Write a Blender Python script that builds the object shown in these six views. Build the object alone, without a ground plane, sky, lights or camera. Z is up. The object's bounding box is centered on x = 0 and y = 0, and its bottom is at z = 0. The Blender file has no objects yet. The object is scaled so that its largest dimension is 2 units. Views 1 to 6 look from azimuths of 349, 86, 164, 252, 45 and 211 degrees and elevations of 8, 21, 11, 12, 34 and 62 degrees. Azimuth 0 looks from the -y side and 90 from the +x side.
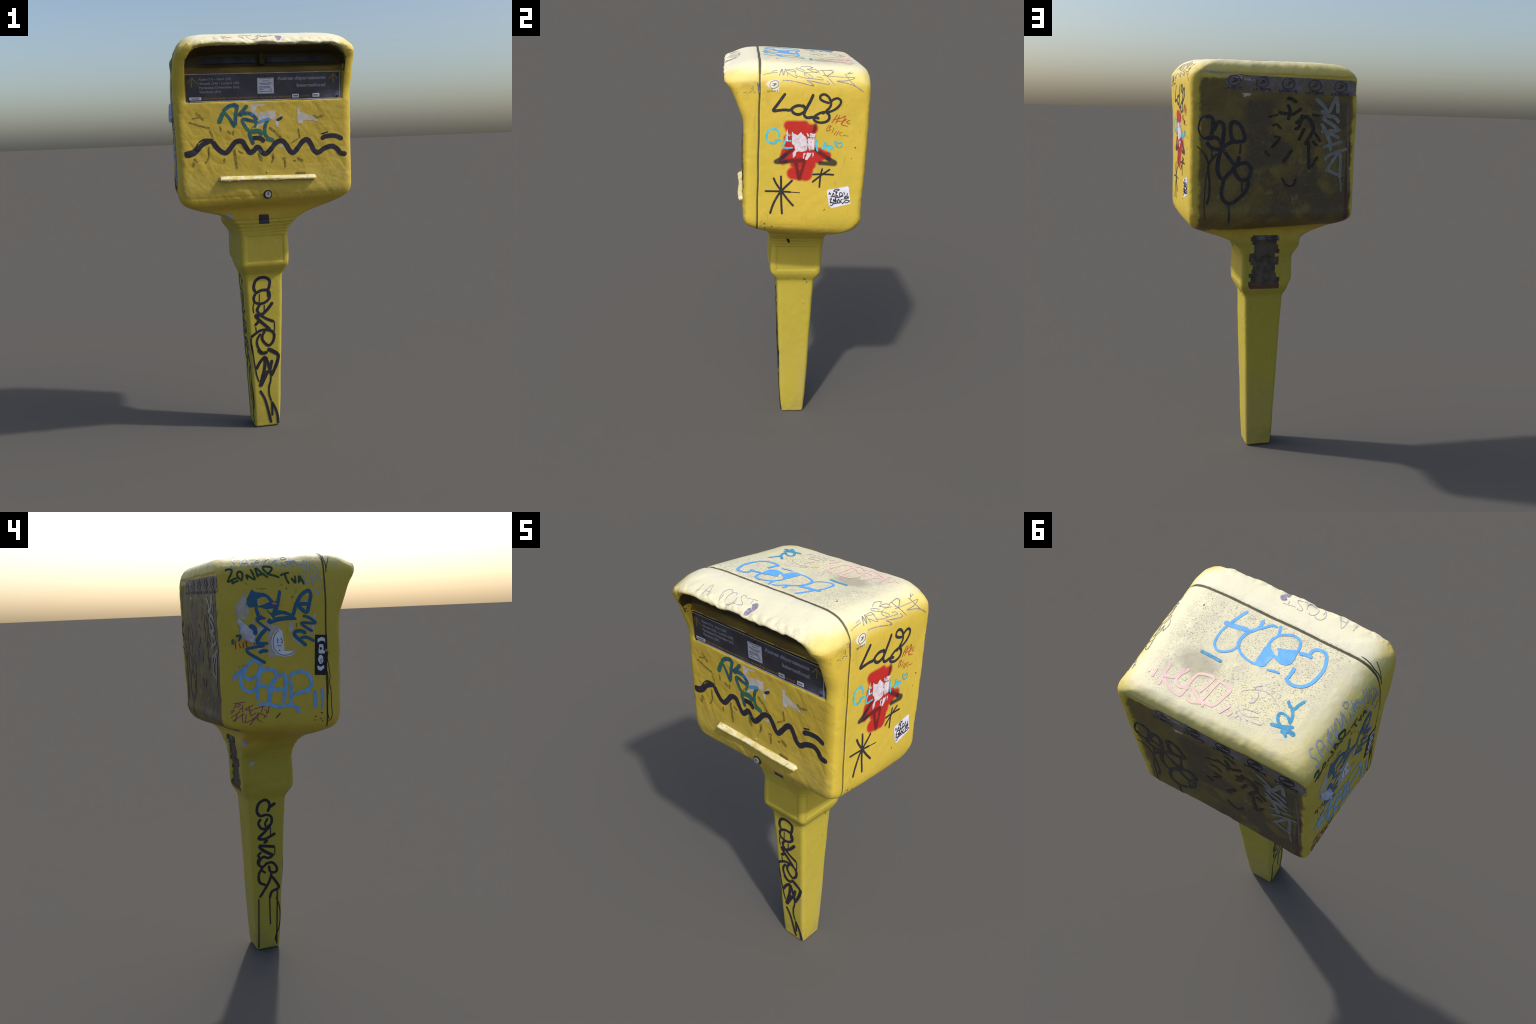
# A street letter box: cast box with a hooded slot, flared neck, collar and tapering post.
import bpy, bmesh, math, random
import numpy as np
from mathutils import Vector, Matrix
from mathutils.bvhtree import BVHTree
from mathutils.geometry import delaunay_2d_cdt

random.seed(7)
RNG = np.random.default_rng(7)
COL = bpy.context.scene.collection

# ------------------------------------------------------------------ helpers
def smoothstep(a, b, x):
    t = np.clip((x - a) / (b - a), 0.0, 1.0)
    return t * t * (3 - 2 * t)

def lattice(ix, iy, iz, seed):
    n = (ix * 374761393 + iy * 668265263 + iz * 2147483647 + seed * 974634777) & 0xFFFFFFFF
    n = ((n ^ (n >> 13)) * 1274126177) & 0xFFFFFFFF
    n = n ^ (n >> 16)
    return (n & 0xFFFF) / 32767.5 - 1.0

def noise3(P, scale, seed=0):
    """smooth value noise in -1..1, sampled at points P (n,3)"""
    q = P / scale
    i = np.floor(q).astype(np.int64)
    f = q - i
    f = f * f * f * (f * (f * 6 - 15) + 10)
    out = np.zeros(len(P))
    for dx in (0, 1):
        for dy in (0, 1):
            for dz in (0, 1):
                w = (f[:, 0] if dx else 1 - f[:, 0]) * (f[:, 1] if dy else 1 - f[:, 1]) * (f[:, 2] if dz else 1 - f[:, 2])
                out += w * lattice(i[:, 0] + dx, i[:, 1] + dy, i[:, 2] + dz, seed)
    return out

def new_object(name, mesh, parent=None, mat=None):
    ob = bpy.data.objects.new(name, mesh)
    COL.objects.link(ob)
    if parent is not None:
        ob.parent = parent
    if mat is not None:
        mesh.materials.append(mat)
    return ob

def mesh_from(name, verts, faces, smooth=True):
    me = bpy.data.meshes.new(name)
    me.from_pydata([tuple(v) for v in verts], [], [tuple(f) for f in faces])
    me.validate()
    if smooth:
        me.shade_smooth()
    me.update()
    return me

# ------------------------------------------------------------------ the casting: one loft up the z axis
# height, x left, x right, y front, y back, corner radius
PROFILE = [
    (0.000, -0.054, 0.071, 0.002, 0.122, 0.010),
    (0.006, -0.059, 0.076, -0.002, 0.126, 0.014),
    (0.230, -0.068, 0.085, -0.017, 0.134, 0.016),
    (0.520, -0.082, 0.096, -0.033, 0.141, 0.018),
    (0.800, -0.094, 0.105, -0.048, 0.148, 0.018),
    (0.828, -0.098, 0.108, -0.052, 0.152, 0.018),
    (0.846, -0.107, 0.118, -0.064, 0.162, 0.020),
    (0.868, -0.115, 0.129, -0.079, 0.174, 0.020),
    (0.885, -0.117, 0.133, -0.087, 0.179, 0.020),
    (0.960, -0.116, 0.134, -0.089, 0.181, 0.020),
    (1.030, -0.116, 0.134, -0.087, 0.182, 0.022),
    (1.055, -0.124, 0.139, -0.091, 0.187, 0.024),
    (1.080, -0.133, 0.150, -0.098, 0.187, 0.026),
    (1.100, -0.150, 0.172, -0.106, 0.191, 0.028),
    (1.118, -0.166, 0.192, -0.113, 0.195, 0.032),
    (1.135, -0.192, 0.222, -0.121, 0.194, 0.038),
    (1.151, -0.232, 0.264, -0.130, 0.196, 0.044),
    (1.167, -0.288, 0.312, -0.142, 0.201, 0.050),
    (1.182, -0.340, 0.354, -0.160, 0.216, 0.055),
    (1.197, -0.379, 0.383, -0.186, 0.252, 0.058),
    (1.213, -0.404, 0.404, -0.211, 0.288, 0.056),
    (1.234, -0.420, 0.419, -0.227, 0.314, 0.052),
    (1.266, -0.426, 0.426, -0.236, 0.328, 0.048),
    (1.300, -0.427, 0.427, -0.237, 0.324, 0.045),
    (1.500, -0.427, 0.427, -0.238, 0.330, 0.042),
    (1.680, -0.428, 0.428, -0.238, 0.332, 0.042),
    (1.735, -0.429, 0.428, -0.244, 0.332, 0.042),
    (1.780, -0.429, 0.429, -0.261, 0.332, 0.042),
    (1.830, -0.426, 0.430, -0.281, 0.332, 0.044),
    (1.880, -0.422, 0.430, -0.304, 0.332, 0.048),
    (1.915, -0.414, 0.426, -0.329, 0.332, 0.054),
    (1.935, -0.405, 0.419, -0.334, 0.331, 0.058),
    (1.950, -0.396, 0.410, -0.320, 0.329, 0.060),
    (1.965, -0.381, 0.396, -0.289, 0.325, 0.060),
    (1.978, -0.364, 0.378, -0.262, 0.318, 0.060),
    (1.988, -0.343, 0.356, -0.238, 0.307, 0.062),
    (1.995, -0.316, 0.327, -0.214, 0.293, 0.066),
    (2.000, -0.270, 0.280, -0.170, 0.260, 0.072),
]

def rounded_section(z, x0, x1, y0, y1, r, n_side=14, n_arc=7):
    r = min(r, 0.49 * (x1 - x0), 0.49 * (y1 - y0))
    pts = []
    # the rear upright edges of the box are crisper than the front ones
    rb = r * (1 - 0.38 * smoothstep(1.20, 1.28, z) * (1 - smoothstep(1.90, 1.98, z)))
    radii = (rb, rb, r, r)
    corners = [(x1 - rb, y1 - rb, 0), (x0 + rb, y1 - rb, 90), (x0 + r, y0 + r, 180), (x1 - r, y0 + r, 270)]
    for k in range(4):
        cx, cy, a0 = corners[k]
        r = radii[k]
        for i in range(n_arc + 1):
            a = math.radians(a0 + 90 * i / n_arc)
            pts.append([cx + r * math.cos(a), cy + r * math.sin(a), z])
        nx, ny, na = corners[(k + 1) % 4]
        p = np.array(pts[-1])
        rn = radii[(k + 1) % 4]
        q = np.array([nx + rn * math.cos(math.radians(na)), ny + rn * math.sin(math.radians(na)), z])
        for i in range(1, n_side):
            pts.append(list(p + (q - p) * i / n_side))
    pts = np.array(pts)
    # the box is a little out of square: right end sits nearer the front, tapers to the back
    k = smoothstep(1.12, 1.24, z)
    t = (pts[:, 1] + 0.24) / 0.57
    skew = -0.027 + 0.009 * np.clip(t, 0, 1)
    pts[:, 1] += k * skew * pts[:, 0]
    left = np.clip(-pts[:, 0] / 0.43, 0, 1)
    right = np.clip(pts[:, 0] / 0.43, 0, 1)
    pts[:, 0] += k * left * ((0.038 - 0.024 * smoothstep(1.87, 1.95, z)) * np.clip(t, 0, 1) + 0.006 * np.sin(math.pi * np.clip(t, 0, 1))) - k * right * 0.004 * np.clip(t, 0, 1)
    # the underside is twisted a little; the hood's lip arches: high in the middle, low at the ends
    pts[:, 2] -= 0.20 * smoothstep(1.06, 1.16, z) * (1 - smoothstep(1.20, 1.27, z)) * np.clip(pts[:, 0], -0.3, 0.3) * np.clip(pts[:, 1] + 0.05, -0.2, 0.25)
    nose = smoothstep(1.84, 1.92, z) * (1 - smoothstep(1.95, 1.99, z)) * smoothstep(-0.22, -0.29, pts[:, 1] + 0.025 * pts[:, 0])
    pts[:, 2] += nose * (0.009 - 0.020 * smoothstep(0.27, 0.40, np.abs(pts[:, 0])))
    # the flare of the neck is fuller at its rear left
    kick = smoothstep(1.04, 1.085, z) * (1 - smoothstep(1.095, 1.125, z)) * 0.016 + smoothstep(0.88, 0.92, z) * (1 - smoothstep(1.07, 1.12, z)) * 0.015
    pts[:, 0] -= kick * smoothstep(0.02, 0.15, pts[:, 1]) * smoothstep(-0.03, -0.10, pts[:, 0])
    # the left end stands a touch further in; the low rear left bulges out
    pts[:, 0] += k * left * 0.001
    pts[:, 0] -= 0.005 * k * np.sign(pts[:, 0]) * smoothstep(0.15, 0.40, np.abs(pts[:, 0])) * smoothstep(0.0, 0.30, pts[:, 1])
    pts[:, 1] += 0.007 * left * smoothstep(0.10, 0.30, pts[:, 1]) * smoothstep(1.20, 1.26, z) * (1 - smoothstep(1.35, 1.60, z))
    # the roof falls slightly to the back
    pts[:, 2] -= smoothstep(1.85, 1.99, z) * 0.015 * smoothstep(-0.15, 0.30, pts[:, 1])
    return pts

def densify(profile, step):
    P = np.array(profile)
    out = []
    for a in range(len(P) - 1):
        p0 = P[max(a - 1, 0)]; p1 = P[a]; p2 = P[a + 1]; p3 = P[min(a + 2, len(P) - 1)]
        n = max(2, int((p2[0] - p1[0]) / step))
        for i in range(n):
            t = i / n
            h = p2[0] - p1[0]
            m1 = (p2 - p0) / max(p2[0] - p0[0], 1e-6) * h
            m2 = (p3 - p1) / max(p3[0] - p1[0], 1e-6) * h
            out.append((2*t**3 - 3*t**2 + 1) * p1 + (t**3 - 2*t**2 + t) * m1 + (-2*t**3 + 3*t**2) * p2 + (t**3 - t**2) * m2)
    out.append(P[-1])
    return out

def loft_casting():
    rings = [rounded_section(*row) for row in densify(PROFILE, 0.012)]
    n = len(rings[0])
    V = np.concatenate(rings)
    F = []
    for k in range(len(rings) - 1):
        for i in range(n):
            j = (i + 1) % n
            F.append((k*n + i, k*n + j, (k+1)*n + j, (k+1)*n + i))
    F.append(tuple(range(n - 1, -1, -1)))
    V = list(map(tuple, V))
    top = len(V) - n
    cz = sum(V[top + i][2] for i in range(n)) / n
    V.append((0.005, -0.015, cz + 0.002))
    for i in range(n):
        F.append((top + i, top + (i + 1) % n, len(V) - 1))
    return mesh_from("casting", V, F)

def prism(name, outline_yz, x0, x1, skew=-0.025):
    V = [(x0, y + skew * x0, z) for y, z in outline_yz] + [(x1, y + skew * x1, z) for y, z in outline_yz]
    n = len(outline_yz)
    F = [tuple(range(n)), tuple(range(2*n - 1, n - 1, -1))]
    F += [(i, i + n, (i + 1) % n + n, (i + 1) % n) for i in range(n)]
    me = mesh_from(name, V, F, smooth=False)
    bm = bmesh.new(); bm.from_mesh(me)
    bmesh.ops.recalc_face_normals(bm, faces=bm.faces)
    bm.to_mesh(me); bm.free()
    return me

def mouth_cutter():
    """the hooded mouth: opening with rounded upper corners, a sloping ledge and a slot behind"""
    stations = [-0.372, -0.366, -0.352, -0.330, -0.300, -0.270, 0.280, 0.308, 0.338, 0.360, 0.374, 0.380]
    drop = [0.085, 0.055, 0.030, 0.014, 0.004, 0.0, 0.0, 0.004, 0.014, 0.030, 0.055, 0.085]
    V = []; F = []
    sk = -0.025
    deep = [-0.232, -0.230, -0.226, -0.219, -0.210, -0.203, -0.203, -0.205, -0.208, -0.212, -0.217, -0.222]
    for x, d, w in zip(stations, drop, deep):
        ring = [(-0.50, 1.685), (-0.231, 1.685), (-0.231, 1.812), (min(-0.222, w + 0.004), 1.838), (min(-0.205, w - 0.002), 1.850),
                (w, max(1.854, 1.860 - d)), (w, max(1.856, 1.904 - d)), (min(-0.236, w - 0.004), 1.914 - 0.75*d), (-0.30, 1.934 - d), (-0.50, 1.954 - d)]
        V += [(x, y + sk * x, z) for y, z in ring]
    n = 10
    for k in range(len(stations) - 1):
        for i in range(n):
            j = (i + 1) % n
            F.append((k*n + i, (k+1)*n + i, (k+1)*n + j, k*n + j))
    F.append(tuple(range(n))); F.append(tuple(range(len(V) - 1, len(V) - n - 1, -1)))
    me = mesh_from("cutter", V, F, smooth=False)
    bm = bmesh.new(); bm.from_mesh(me)
    bmesh.ops.recalc_face_normals(bm, faces=bm.faces)
    bm.to_mesh(me); bm.free()
    return me

VOXEL = 0.0036
def build_casting():
    ob = new_object("casting", loft_casting())
    cut = new_object("cutter", mouth_cutter())
    m = ob.modifiers.new("mouth", 'BOOLEAN'); m.object = cut; m.operation = 'DIFFERENCE'; m.solver = 'EXACT'
    r = ob.modifiers.new("skin", 'REMESH'); r.mode = 'VOXEL'; r.voxel_size = VOXEL
    s = ob.modifiers.new("soft", 'SMOOTH'); s.factor = 0.5; s.iterations = 5
    dg = bpy.context.evaluated_depsgraph_get()
    me = bpy.data.meshes.new_from_object(ob.evaluated_get(dg))
    bpy.data.objects.remove(ob); bpy.data.objects.remove(cut)
    return me

def seam_y(x):
    return -0.166 - 0.036 * x

def scar(P):
    x, y, z = P.T
    k = np.floor((z + 0.008 * x) / 0.021).astype(np.int64)
    o = np.zeros_like(k)
    xl = -0.052 + 0.016 * lattice(k, o, o, 41)
    xr = 0.082 + 0.014 * lattice(k, o + 3, o, 42) - 0.35 * np.clip(0.885 - z, 0, 1)
    return ((y > 0.142) & (x > xl) & (x < xr) & (z > 0.866) & (z < 1.142)).astype(float)

def relief(me):
    """dents, orange peel, mouldings on the collar, the seam of the door and the ragged lip"""
    n = len(me.vertices)
    P = np.empty(n * 3); me.vertices.foreach_get("co", P); P = P.reshape(n, 3)
    N = np.empty(n * 3); me.vertex_normals.foreach_get("vector", N); N = N.reshape(n, 3)
    x, y, z = P.T
    box = smoothstep(1.15, 1.25, z)
    d = 0.0018 * noise3(P, 0.16, 1) + 0.0007 * noise3(P, 0.06, 2)
    d += 0.0005 * noise3(P, 0.024, 3) + 0.00022 * noise3(P, 0.009, 4) * box
    # crumpled front sheet
    front = smoothstep(-0.20, -0.225, y + 0.025 * x) * box * smoothstep(1.70, 1.66, z)
    C = P.copy(); C[:, 0] += 0.7 * C[:, 2]
    d += front * (0.0017 * np.abs(noise3(C, 0.055, 5)) + 0.0008 * np.abs(noise3(C, 0.025, 6)))
    # seam
    g = np.abs(y - seam_y(x) - 0.0008 * np.sin(31 * z) - 0.0008 * np.sin(23 * x))
    seam = np.exp(-(g / (0.0036 + 0.0018 * smoothstep(1.93, 1.97, z))) ** 2) * smoothstep(1.20, 1.24, z)
    d -= 0.0055 * seam
    # collar mouldings: horizontal mouldings under the flare, sunk panels on four faces
    ring = np.zeros(n)
    for zc, a, w in ((1.112, 0.0035, 0.0045), (1.092, 0.0035, 0.0042), (1.074, 0.0028, 0.004), (1.056, 0.0020, 0.0035), (1.042, 0.0015, 0.003)):
        ring += a * np.exp(-((z - zc + 0.004 * noise3(P, 0.2, 9)) / w) ** 2)
    d -= ring * np.where((N[:, 1] < -0.3) | (N[:, 0] > 0.3), 1.0, 0.25) * (0.55 + 0.45 * noise3(P, 0.06, 19))
    cx, cy = 0.010, 0.047
    for u, h, face in ((x - cx, 0.124, np.abs(N[:, 1]) > 0.7), (y - cy, 0.133, np.abs(N[:, 0]) > 0.7)):
        k = smoothstep(h - 0.026, h - 0.033, np.abs(u)) * smoothstep(0.893, 0.900, z) * smoothstep(1.034, 1.027, z)
        d -= 0.0030 * k * face
    # thumb-like bulge low on the hood's right cheek
    d += 0.007 * np.exp(-(((y + 0.235) / 0.05) ** 2 + ((z - 1.915) / 0.022) ** 2)) * (x > 0.35)
    # the back sheet is set in a little behind its turned edges
    d -= 0.0045 * smoothstep(1.35, 1.60, z) * smoothstep(0.295, 0.305, y + 0.02 * x) * (N[:, 1] > 0.6) * smoothstep(-0.366, -0.360, x) * smoothstep(0.378, 0.372, x) * smoothstep(1.925, 1.915, z + 0.004 * noise3(P, 0.05, 21)) * smoothstep(1.20, 1.22, z)
    rear = smoothstep(0.28, 0.30, y) * (N[:, 1] > 0.3)
    d += rear * (0.0012 * noise3(P, 0.045, 23) + 0.0006 * noise3(P, 0.017, 24))
    # bracket scar down the back of neck and collar: sunk, with notched edges
    d -= 0.007 * scar(P)
    # the roof has sagged where the dirt collects
    d -= 0.010 * np.exp(-((x - 0.11) / 0.21) ** 2 - ((y - 0.13) / 0.14) ** 2) * (z > 1.9) * smoothstep(0.4, 0.9, N[:, 2])
    # swelling under the paint beside the paper wad
    d += 0.011 * np.exp(-(((y - 0.262) / 0.020) ** 2 + ((z - 1.668) / 0.036) ** 2) ** 1.5) * (x < -0.3)
    P += N * d[:, None]
    # ragged lip of the hood
    lip = np.exp(-((y + 0.025 * x + 0.322) / 0.022) ** 2) * smoothstep(1.87, 1.91, z)
    P[:, 1] += lip * (0.0045 * noise3(P, 0.060, 11) + 0.0030 * noise3(P, 0.020, 12))
    P[:, 2] += lip * (0.0075 * noise3(P, 0.085, 13) + 0.0030 * noise3(P, 0.022, 14) + 0.0014 * noise3(P, 0.009, 15))
    # stand on the ground, exactly 2 m tall
    P[:, 2] -= P[:, 2].min()
    P[:, 2] *= 2.0 / P[:, 2].max()
    me.vertices.foreach_set("co", P.ravel())
    me.update()
    return P

# ------------------------------------------------------------------ colours and node helpers
def lin(r, g, b):
    return tuple(((c / 255) / 12.92 if c / 255 <= 0.04045 else ((c / 255 + 0.055) / 1.055) ** 2.4) for c in (r, g, b))

class Nodes:
    """small wrapper that makes shader node wiring readable"""
    def __init__(self, name):
        self.mat = bpy.data.materials.new(name); self.mat.use_nodes = True
        self.nt = self.mat.node_tree
        self.bsdf = self.nt.nodes["Principled BSDF"]
        tc = self.nt.nodes.new("ShaderNodeTexCoord")
        self.P = tc.outputs["Object"]
        s = self.nt.nodes.new("ShaderNodeSeparateXYZ"); self.nt.links.new(self.P, s.inputs[0])
        self.x, self.y, self.z = s.outputs
    def put(self, sock, v):
        if isinstance(v, bpy.types.NodeSocket):
            self.nt.links.new(v, sock)
        elif v is not None:
            sock.default_value = v
    def math(self, op, a, b=None, c=None, clamp=False):
        n = self.nt.nodes.new("ShaderNodeMath"); n.operation = op; n.use_clamp = clamp
        for i, v in enumerate((a, b, c)):
            if v is not None:
                self.put(n.inputs[i], v)
        return n.outputs[0]
    def vec(self, op, a, b=None, scale=None):
        n = self.nt.nodes.new("ShaderNodeVectorMath"); n.operation = op
        self.put(n.inputs[0], a)
        if b is not None: self.put(n.inputs[1], b)
        if scale is not None: self.put(n.inputs["Scale"], scale)
        return n.outputs["Value"] if op in ('LENGTH', 'DOT_PRODUCT', 'DISTANCE') else n.outputs["Vector"]
    def step(self, v, a, b, lo=0.0, hi=1.0):
        n = self.nt.nodes.new("ShaderNodeMapRange"); n.interpolation_type = 'SMOOTHSTEP'
        if a > b: a, b, lo, hi = b, a, hi, lo
        self.put(n.inputs["Value"], v)
        for k, q in zip(("From Min", "From Max", "To Min", "To Max"), (a, b, lo, hi)):
            n.inputs[k].default_value = q
        return n.outputs["Result"]
    def noise(self, scale, detail=3.0, rough=0.5, stretch=None, dist=0.0):
        n = self.nt.nodes.new("ShaderNodeTexNoise")
        n.inputs["Scale"].default_value = scale; n.inputs["Detail"].default_value = detail; n.inputs["Roughness"].default_value = rough
        n.inputs["Distortion"].default_value = dist
        p = self.P
        if stretch:
            p = self.vec('MULTIPLY', p, stretch)
        self.nt.links.new(p, n.inputs["Vector"])
        return n.outputs["Fac"]
    def voronoi(self, scale, stretch=None):
        n = self.nt.nodes.new("ShaderNodeTexVoronoi"); n.inputs["Scale"].default_value = scale
        self.nt.links.new(self.vec('MULTIPLY', self.P, stretch) if stretch else self.P, n.inputs["Vector"])
        return n.outputs["Distance"]
    def mix(self, fac, a, b):
        n = self.nt.nodes.new("ShaderNodeMix"); n.data_type = 'RGBA'
        self.put(n.inputs["Factor"], fac)
        for k, v in ((6, a), (7, b)):
            self.put(n.inputs[k], (*v, 1) if isinstance(v, tuple) else v)
        return n.outputs[2]
    def mul(self, *v):
        r = v[0]
        for q in v[1:]:
            r = self.math('MULTIPLY', r, q)
        return r
    def box(self, v, a, b, soft):
        """1 between a and b along one coordinate"""
        return self.mul(self.step(v, a - soft, a + soft), self.step(v, b + soft, b - soft))
    def capsule(self, P, a, b, r):
        """signed distance to a thick line between a and b"""
        a = Vector(a); ba = Vector(b) - a
        pa = self.vec('SUBTRACT', P, tuple(a))
        h = self.math('DIVIDE', self.vec('DOT_PRODUCT', pa, tuple(ba)), max(ba.length_squared, 1e-8), clamp=True)
        d = self.vec('LENGTH', self.vec('SUBTRACT', pa, self.vec('SCALE', tuple(ba), scale=h)))
        return self.math('SUBTRACT', d, r)
    def bump(self, h, dist, strength=1.0):
        n = self.nt.nodes.new("ShaderNodeBump"); n.inputs["Strength"].default_value = strength; n.inputs["Distance"].default_value = dist
        self.nt.links.new(h, n.inputs["Height"]); self.nt.links.new(n.outputs[0], self.bsdf.inputs["Normal"])
    def finish(self, col, rough=0.5, metal=0.0, spec=0.35):
        self.put(self.bsdf.inputs["Base Color"], (*col, 1) if isinstance(col, tuple) else col)
        self.put(self.bsdf.inputs["Roughness"], rough); self.put(self.bsdf.inputs["Metallic"], metal)
        self.bsdf.inputs["Specular IOR Level"].default_value = spec
        return self.mat

YELLOW = (0.575, 0.422, 0.052)

RED_SPRAY = [((-0.049, 1.720), (0.025, 1.721), 0.021), ((0.019, 1.709), (0.068, 1.706), 0.020), ((-0.038, 1.702), (0.055, 1.674), 0.023),
             ((-0.044, 1.636), (0.057, 1.628), 0.024), ((-0.060, 1.596), (-0.068, 1.555), 0.019), ((-0.042, 1.582), (0.113, 1.579), 0.021),
             ((0.108, 1.588), (0.135, 1.581), 0.020), ((-0.014, 1.540), (0.066, 1.536), 0.020), ((-0.019, 1.497), (0.041, 1.491), 0.030),
             ((0.041, 1.488), (0.049, 1.513), 0.026), ((-0.046, 1.660), (0.060, 1.610), 0.022), ((-0.030, 1.600), (0.100, 1.598), 0.020),
             ((-0.045, 1.560), (0.100, 1.560), 0.016)]
BLACK_SPRAY = [((-0.100, 1.551), (-0.086, 1.558), 0.0105), ((-0.096, 1.553), (-0.055, 1.584), 0.0085), ((-0.090, 1.547), (-0.052, 1.551), 0.0078),
               ((0.078, 1.613), (0.088, 1.602), 0.0072), ((0.142, 1.566), (0.168, 1.551), 0.0105), ((0.105, 1.546), (0.171, 1.541), 0.0100), ((0.155, 1.549), (0.174, 1.546), 0.0110)]
DIM_SPRAY = [((-0.070, 1.573), (-0.030, 1.607), 0.0105), ((-0.060, 1.553), (0.025, 1.558), 0.0100), ((-0.009, 1.552), (0.010, 1.470), 0.0085),
             ((0.032, 1.551), (0.013, 1.478), 0.0072), ((0.075, 1.724), (0.071, 1.690), 0.0078), ((0.100, 1.594), (0.145, 1.565), 0.0100)]

def paint_material():
    m = Nodes("weathered_yellow_paint")
    n1 = m.noise(3.0, 4.0, 0.6); n2 = m.noise(14.0, 4.0, 0.6); n3 = m.noise(60.0, 3.0, 0.6); fine = m.noise(420.0, 2.0, 0.6)
    # enamel: slightly uneven, a little greener and duller down the post
    c = m.mix(m.step(n1, 0.40, 0.62), (0.545, 0.408, 0.048), (0.600, 0.432, 0.054))
    c = m.mix(m.mul(m.step(n2, 0.50, 0.72), 0.55), c, (0.510, 0.395, 0.052))
    c = m.mix(m.mul(m.step(n3, 0.56, 0.80), 0.22), c, (0.630, 0.490, 0.110))
    post = m.step(m.math('ADD', m.z, m.math('MULTIPLY', m.math('SUBTRACT', n1, 0.5), 0.10)), 1.16, 1.08)
    c = m.mix(m.mul(post, 0.80), c, (0.400, 0.338, 0.044))
    grey = m.mul(m.step(m.z, 0.62, 0.20), m.step(m.noise(6.0, 3.0, 0.5, (1, 1, 0.35)), 0.42, 0.68), 0.45)
    c = m.mix(grey, c, (0.380, 0.315, 0.110))
    foot = m.mul(m.step(m.math('ADD', m.z, m.math('MULTIPLY', n2, -0.12)), 0.10, 0.0), m.step(n2, 0.35, 0.70), 0.35)
    c = m.mix(foot, c, (0.210, 0.170, 0.110))
    c = m.mix(m.mul(m.step(m.noise(7.0, 6.0, 0.7, (1, 1, 0.6), 0.8), 0.56, 0.70), 0.38), c, (0.400, 0.310, 0.055))
    c = m.mix(m.mul(m.step(m.noise(90.0, 4.0, 0.7), 0.62, 0.74), m.step(n1, 0.45, 0.6), 0.45), c, (0.360, 0.275, 0.060))
    # sun-bleached roof: chalky cream, shoulders tinted pale yellow for the sun's highlight
    edge = m.math('MULTIPLY', m.math('SUBTRACT', n2, 0.5), 0.030)
    zz = m.math('ADD', m.z, edge)
    zz = m.math('ADD', zz, m.math('MULTIPLY', m.math('SUBTRACT', m.x, 0.1), 0.03))
    c = m.mix(m.mul(m.step(zz, 1.885, 1.955), 0.75), c, (0.740, 0.640, 0.245))
    c = m.mix(m.mul(m.step(zz, 1.945, 1.985), 0.92), c, (0.770, 0.725, 0.505))
    hood = m.mul(m.step(m.math('ADD', m.y, m.math('MULTIPLY', m.x, 0.036)), -0.160, -0.185), m.step(zz, 1.915, 1.945), m.step(m.math('ABSOLUTE', m.x), 0.40, 0.30))
    c = m.mix(m.mul(hood, 0.85), c, (0.800, 0.760, 0.560))
    roof = m.mul(m.box(m.x, -0.28, 0.33, 0.05), m.box(m.y, -0.17, 0.27, 0.05), m.step(m.z, 1.955, 1.98))
    c = m.mix(m.mul(roof, m.step(n2, 0.42, 0.70), 0.55), c, (0.600, 0.560, 0.430))
    lichen = m.mul(roof, m.step(m.noise(260.0, 2.0, 0.55, (0.55, 1, 1)), 0.535, 0.64), m.step(n1, 0.30, 0.55), 0.80)
    c = m.mix(lichen, c, (0.300, 0.275, 0.215))
    dots = m.mul(roof, m.step(m.voronoi(70.0), 0.13, 0.07), m.step(m.noise(40.0), 0.50, 0.60), 0.8)
    c = m.mix(dots, c, (0.170, 0.150, 0.120))
    hoodots = m.mul(hood, m.step(m.noise(120.0, 2.0), 0.66, 0.74), 0.30)
    c = m.mix(hoodots, c, (0.40, 0.38, 0.32))
    d = m.vec('LENGTH', m.vec('MULTIPLY', m.vec('SUBTRACT', m.P, (0.175, 0.125, 1.99)), (0.75, 1.2, 1.0)))
    d = m.math('ADD', d, m.math('MULTIPLY', m.math('SUBTRACT', n2, 0.5), 0.07))
    c = m.mix(m.mul(m.step(d, 0.085, 0.035), 0.62), c, (0.330, 0.290, 0.215))
    # front sheet: rubbed, faintly scuffed, chips of primer low on the right
    front = m.mul(m.step(m.math('ADD', m.y, m.math('MULTIPLY', m.x, 0.025)), -0.222, -0.232), m.box(m.z, 1.24, 1.68, 0.01))
    c = m.mix(m.mul(front, m.step(m.noise(9.0, 5.0, 0.65, (1, 1, 0.5), 0.6), 0.44, 0.62), 0.62), c, (0.440, 0.310, 0.046))
    c = m.mix(m.mul(front, m.step(m.noise(26.0, 4.0, 0.65, (1.0, 1.0, 0.45), 1.0), 0.58, 0.70), 0.5), c, (0.330, 0.240, 0.050))
    chips = m.mul(front, m.step(m.x, 0.10, 0.30), m.step(m.z, 1.46, 1.36), m.step(m.noise(230.0, 1.0), 0.60, 0.68), 0.7)
    c = m.mix(chips, c, (0.66, 0.62, 0.42))
    c = m.mix(m.mul(front, 0.60), c, (0.430, 0.305, 0.034))
    c = m.mix(m.mul(front, m.step(m.math('ADD', m.z, m.math('MULTIPLY', n2, 0.12)), 1.47, 1.38), m.step(n3, 0.25, 0.7), 0.6), c, (0.390, 0.325, 0.072))
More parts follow.
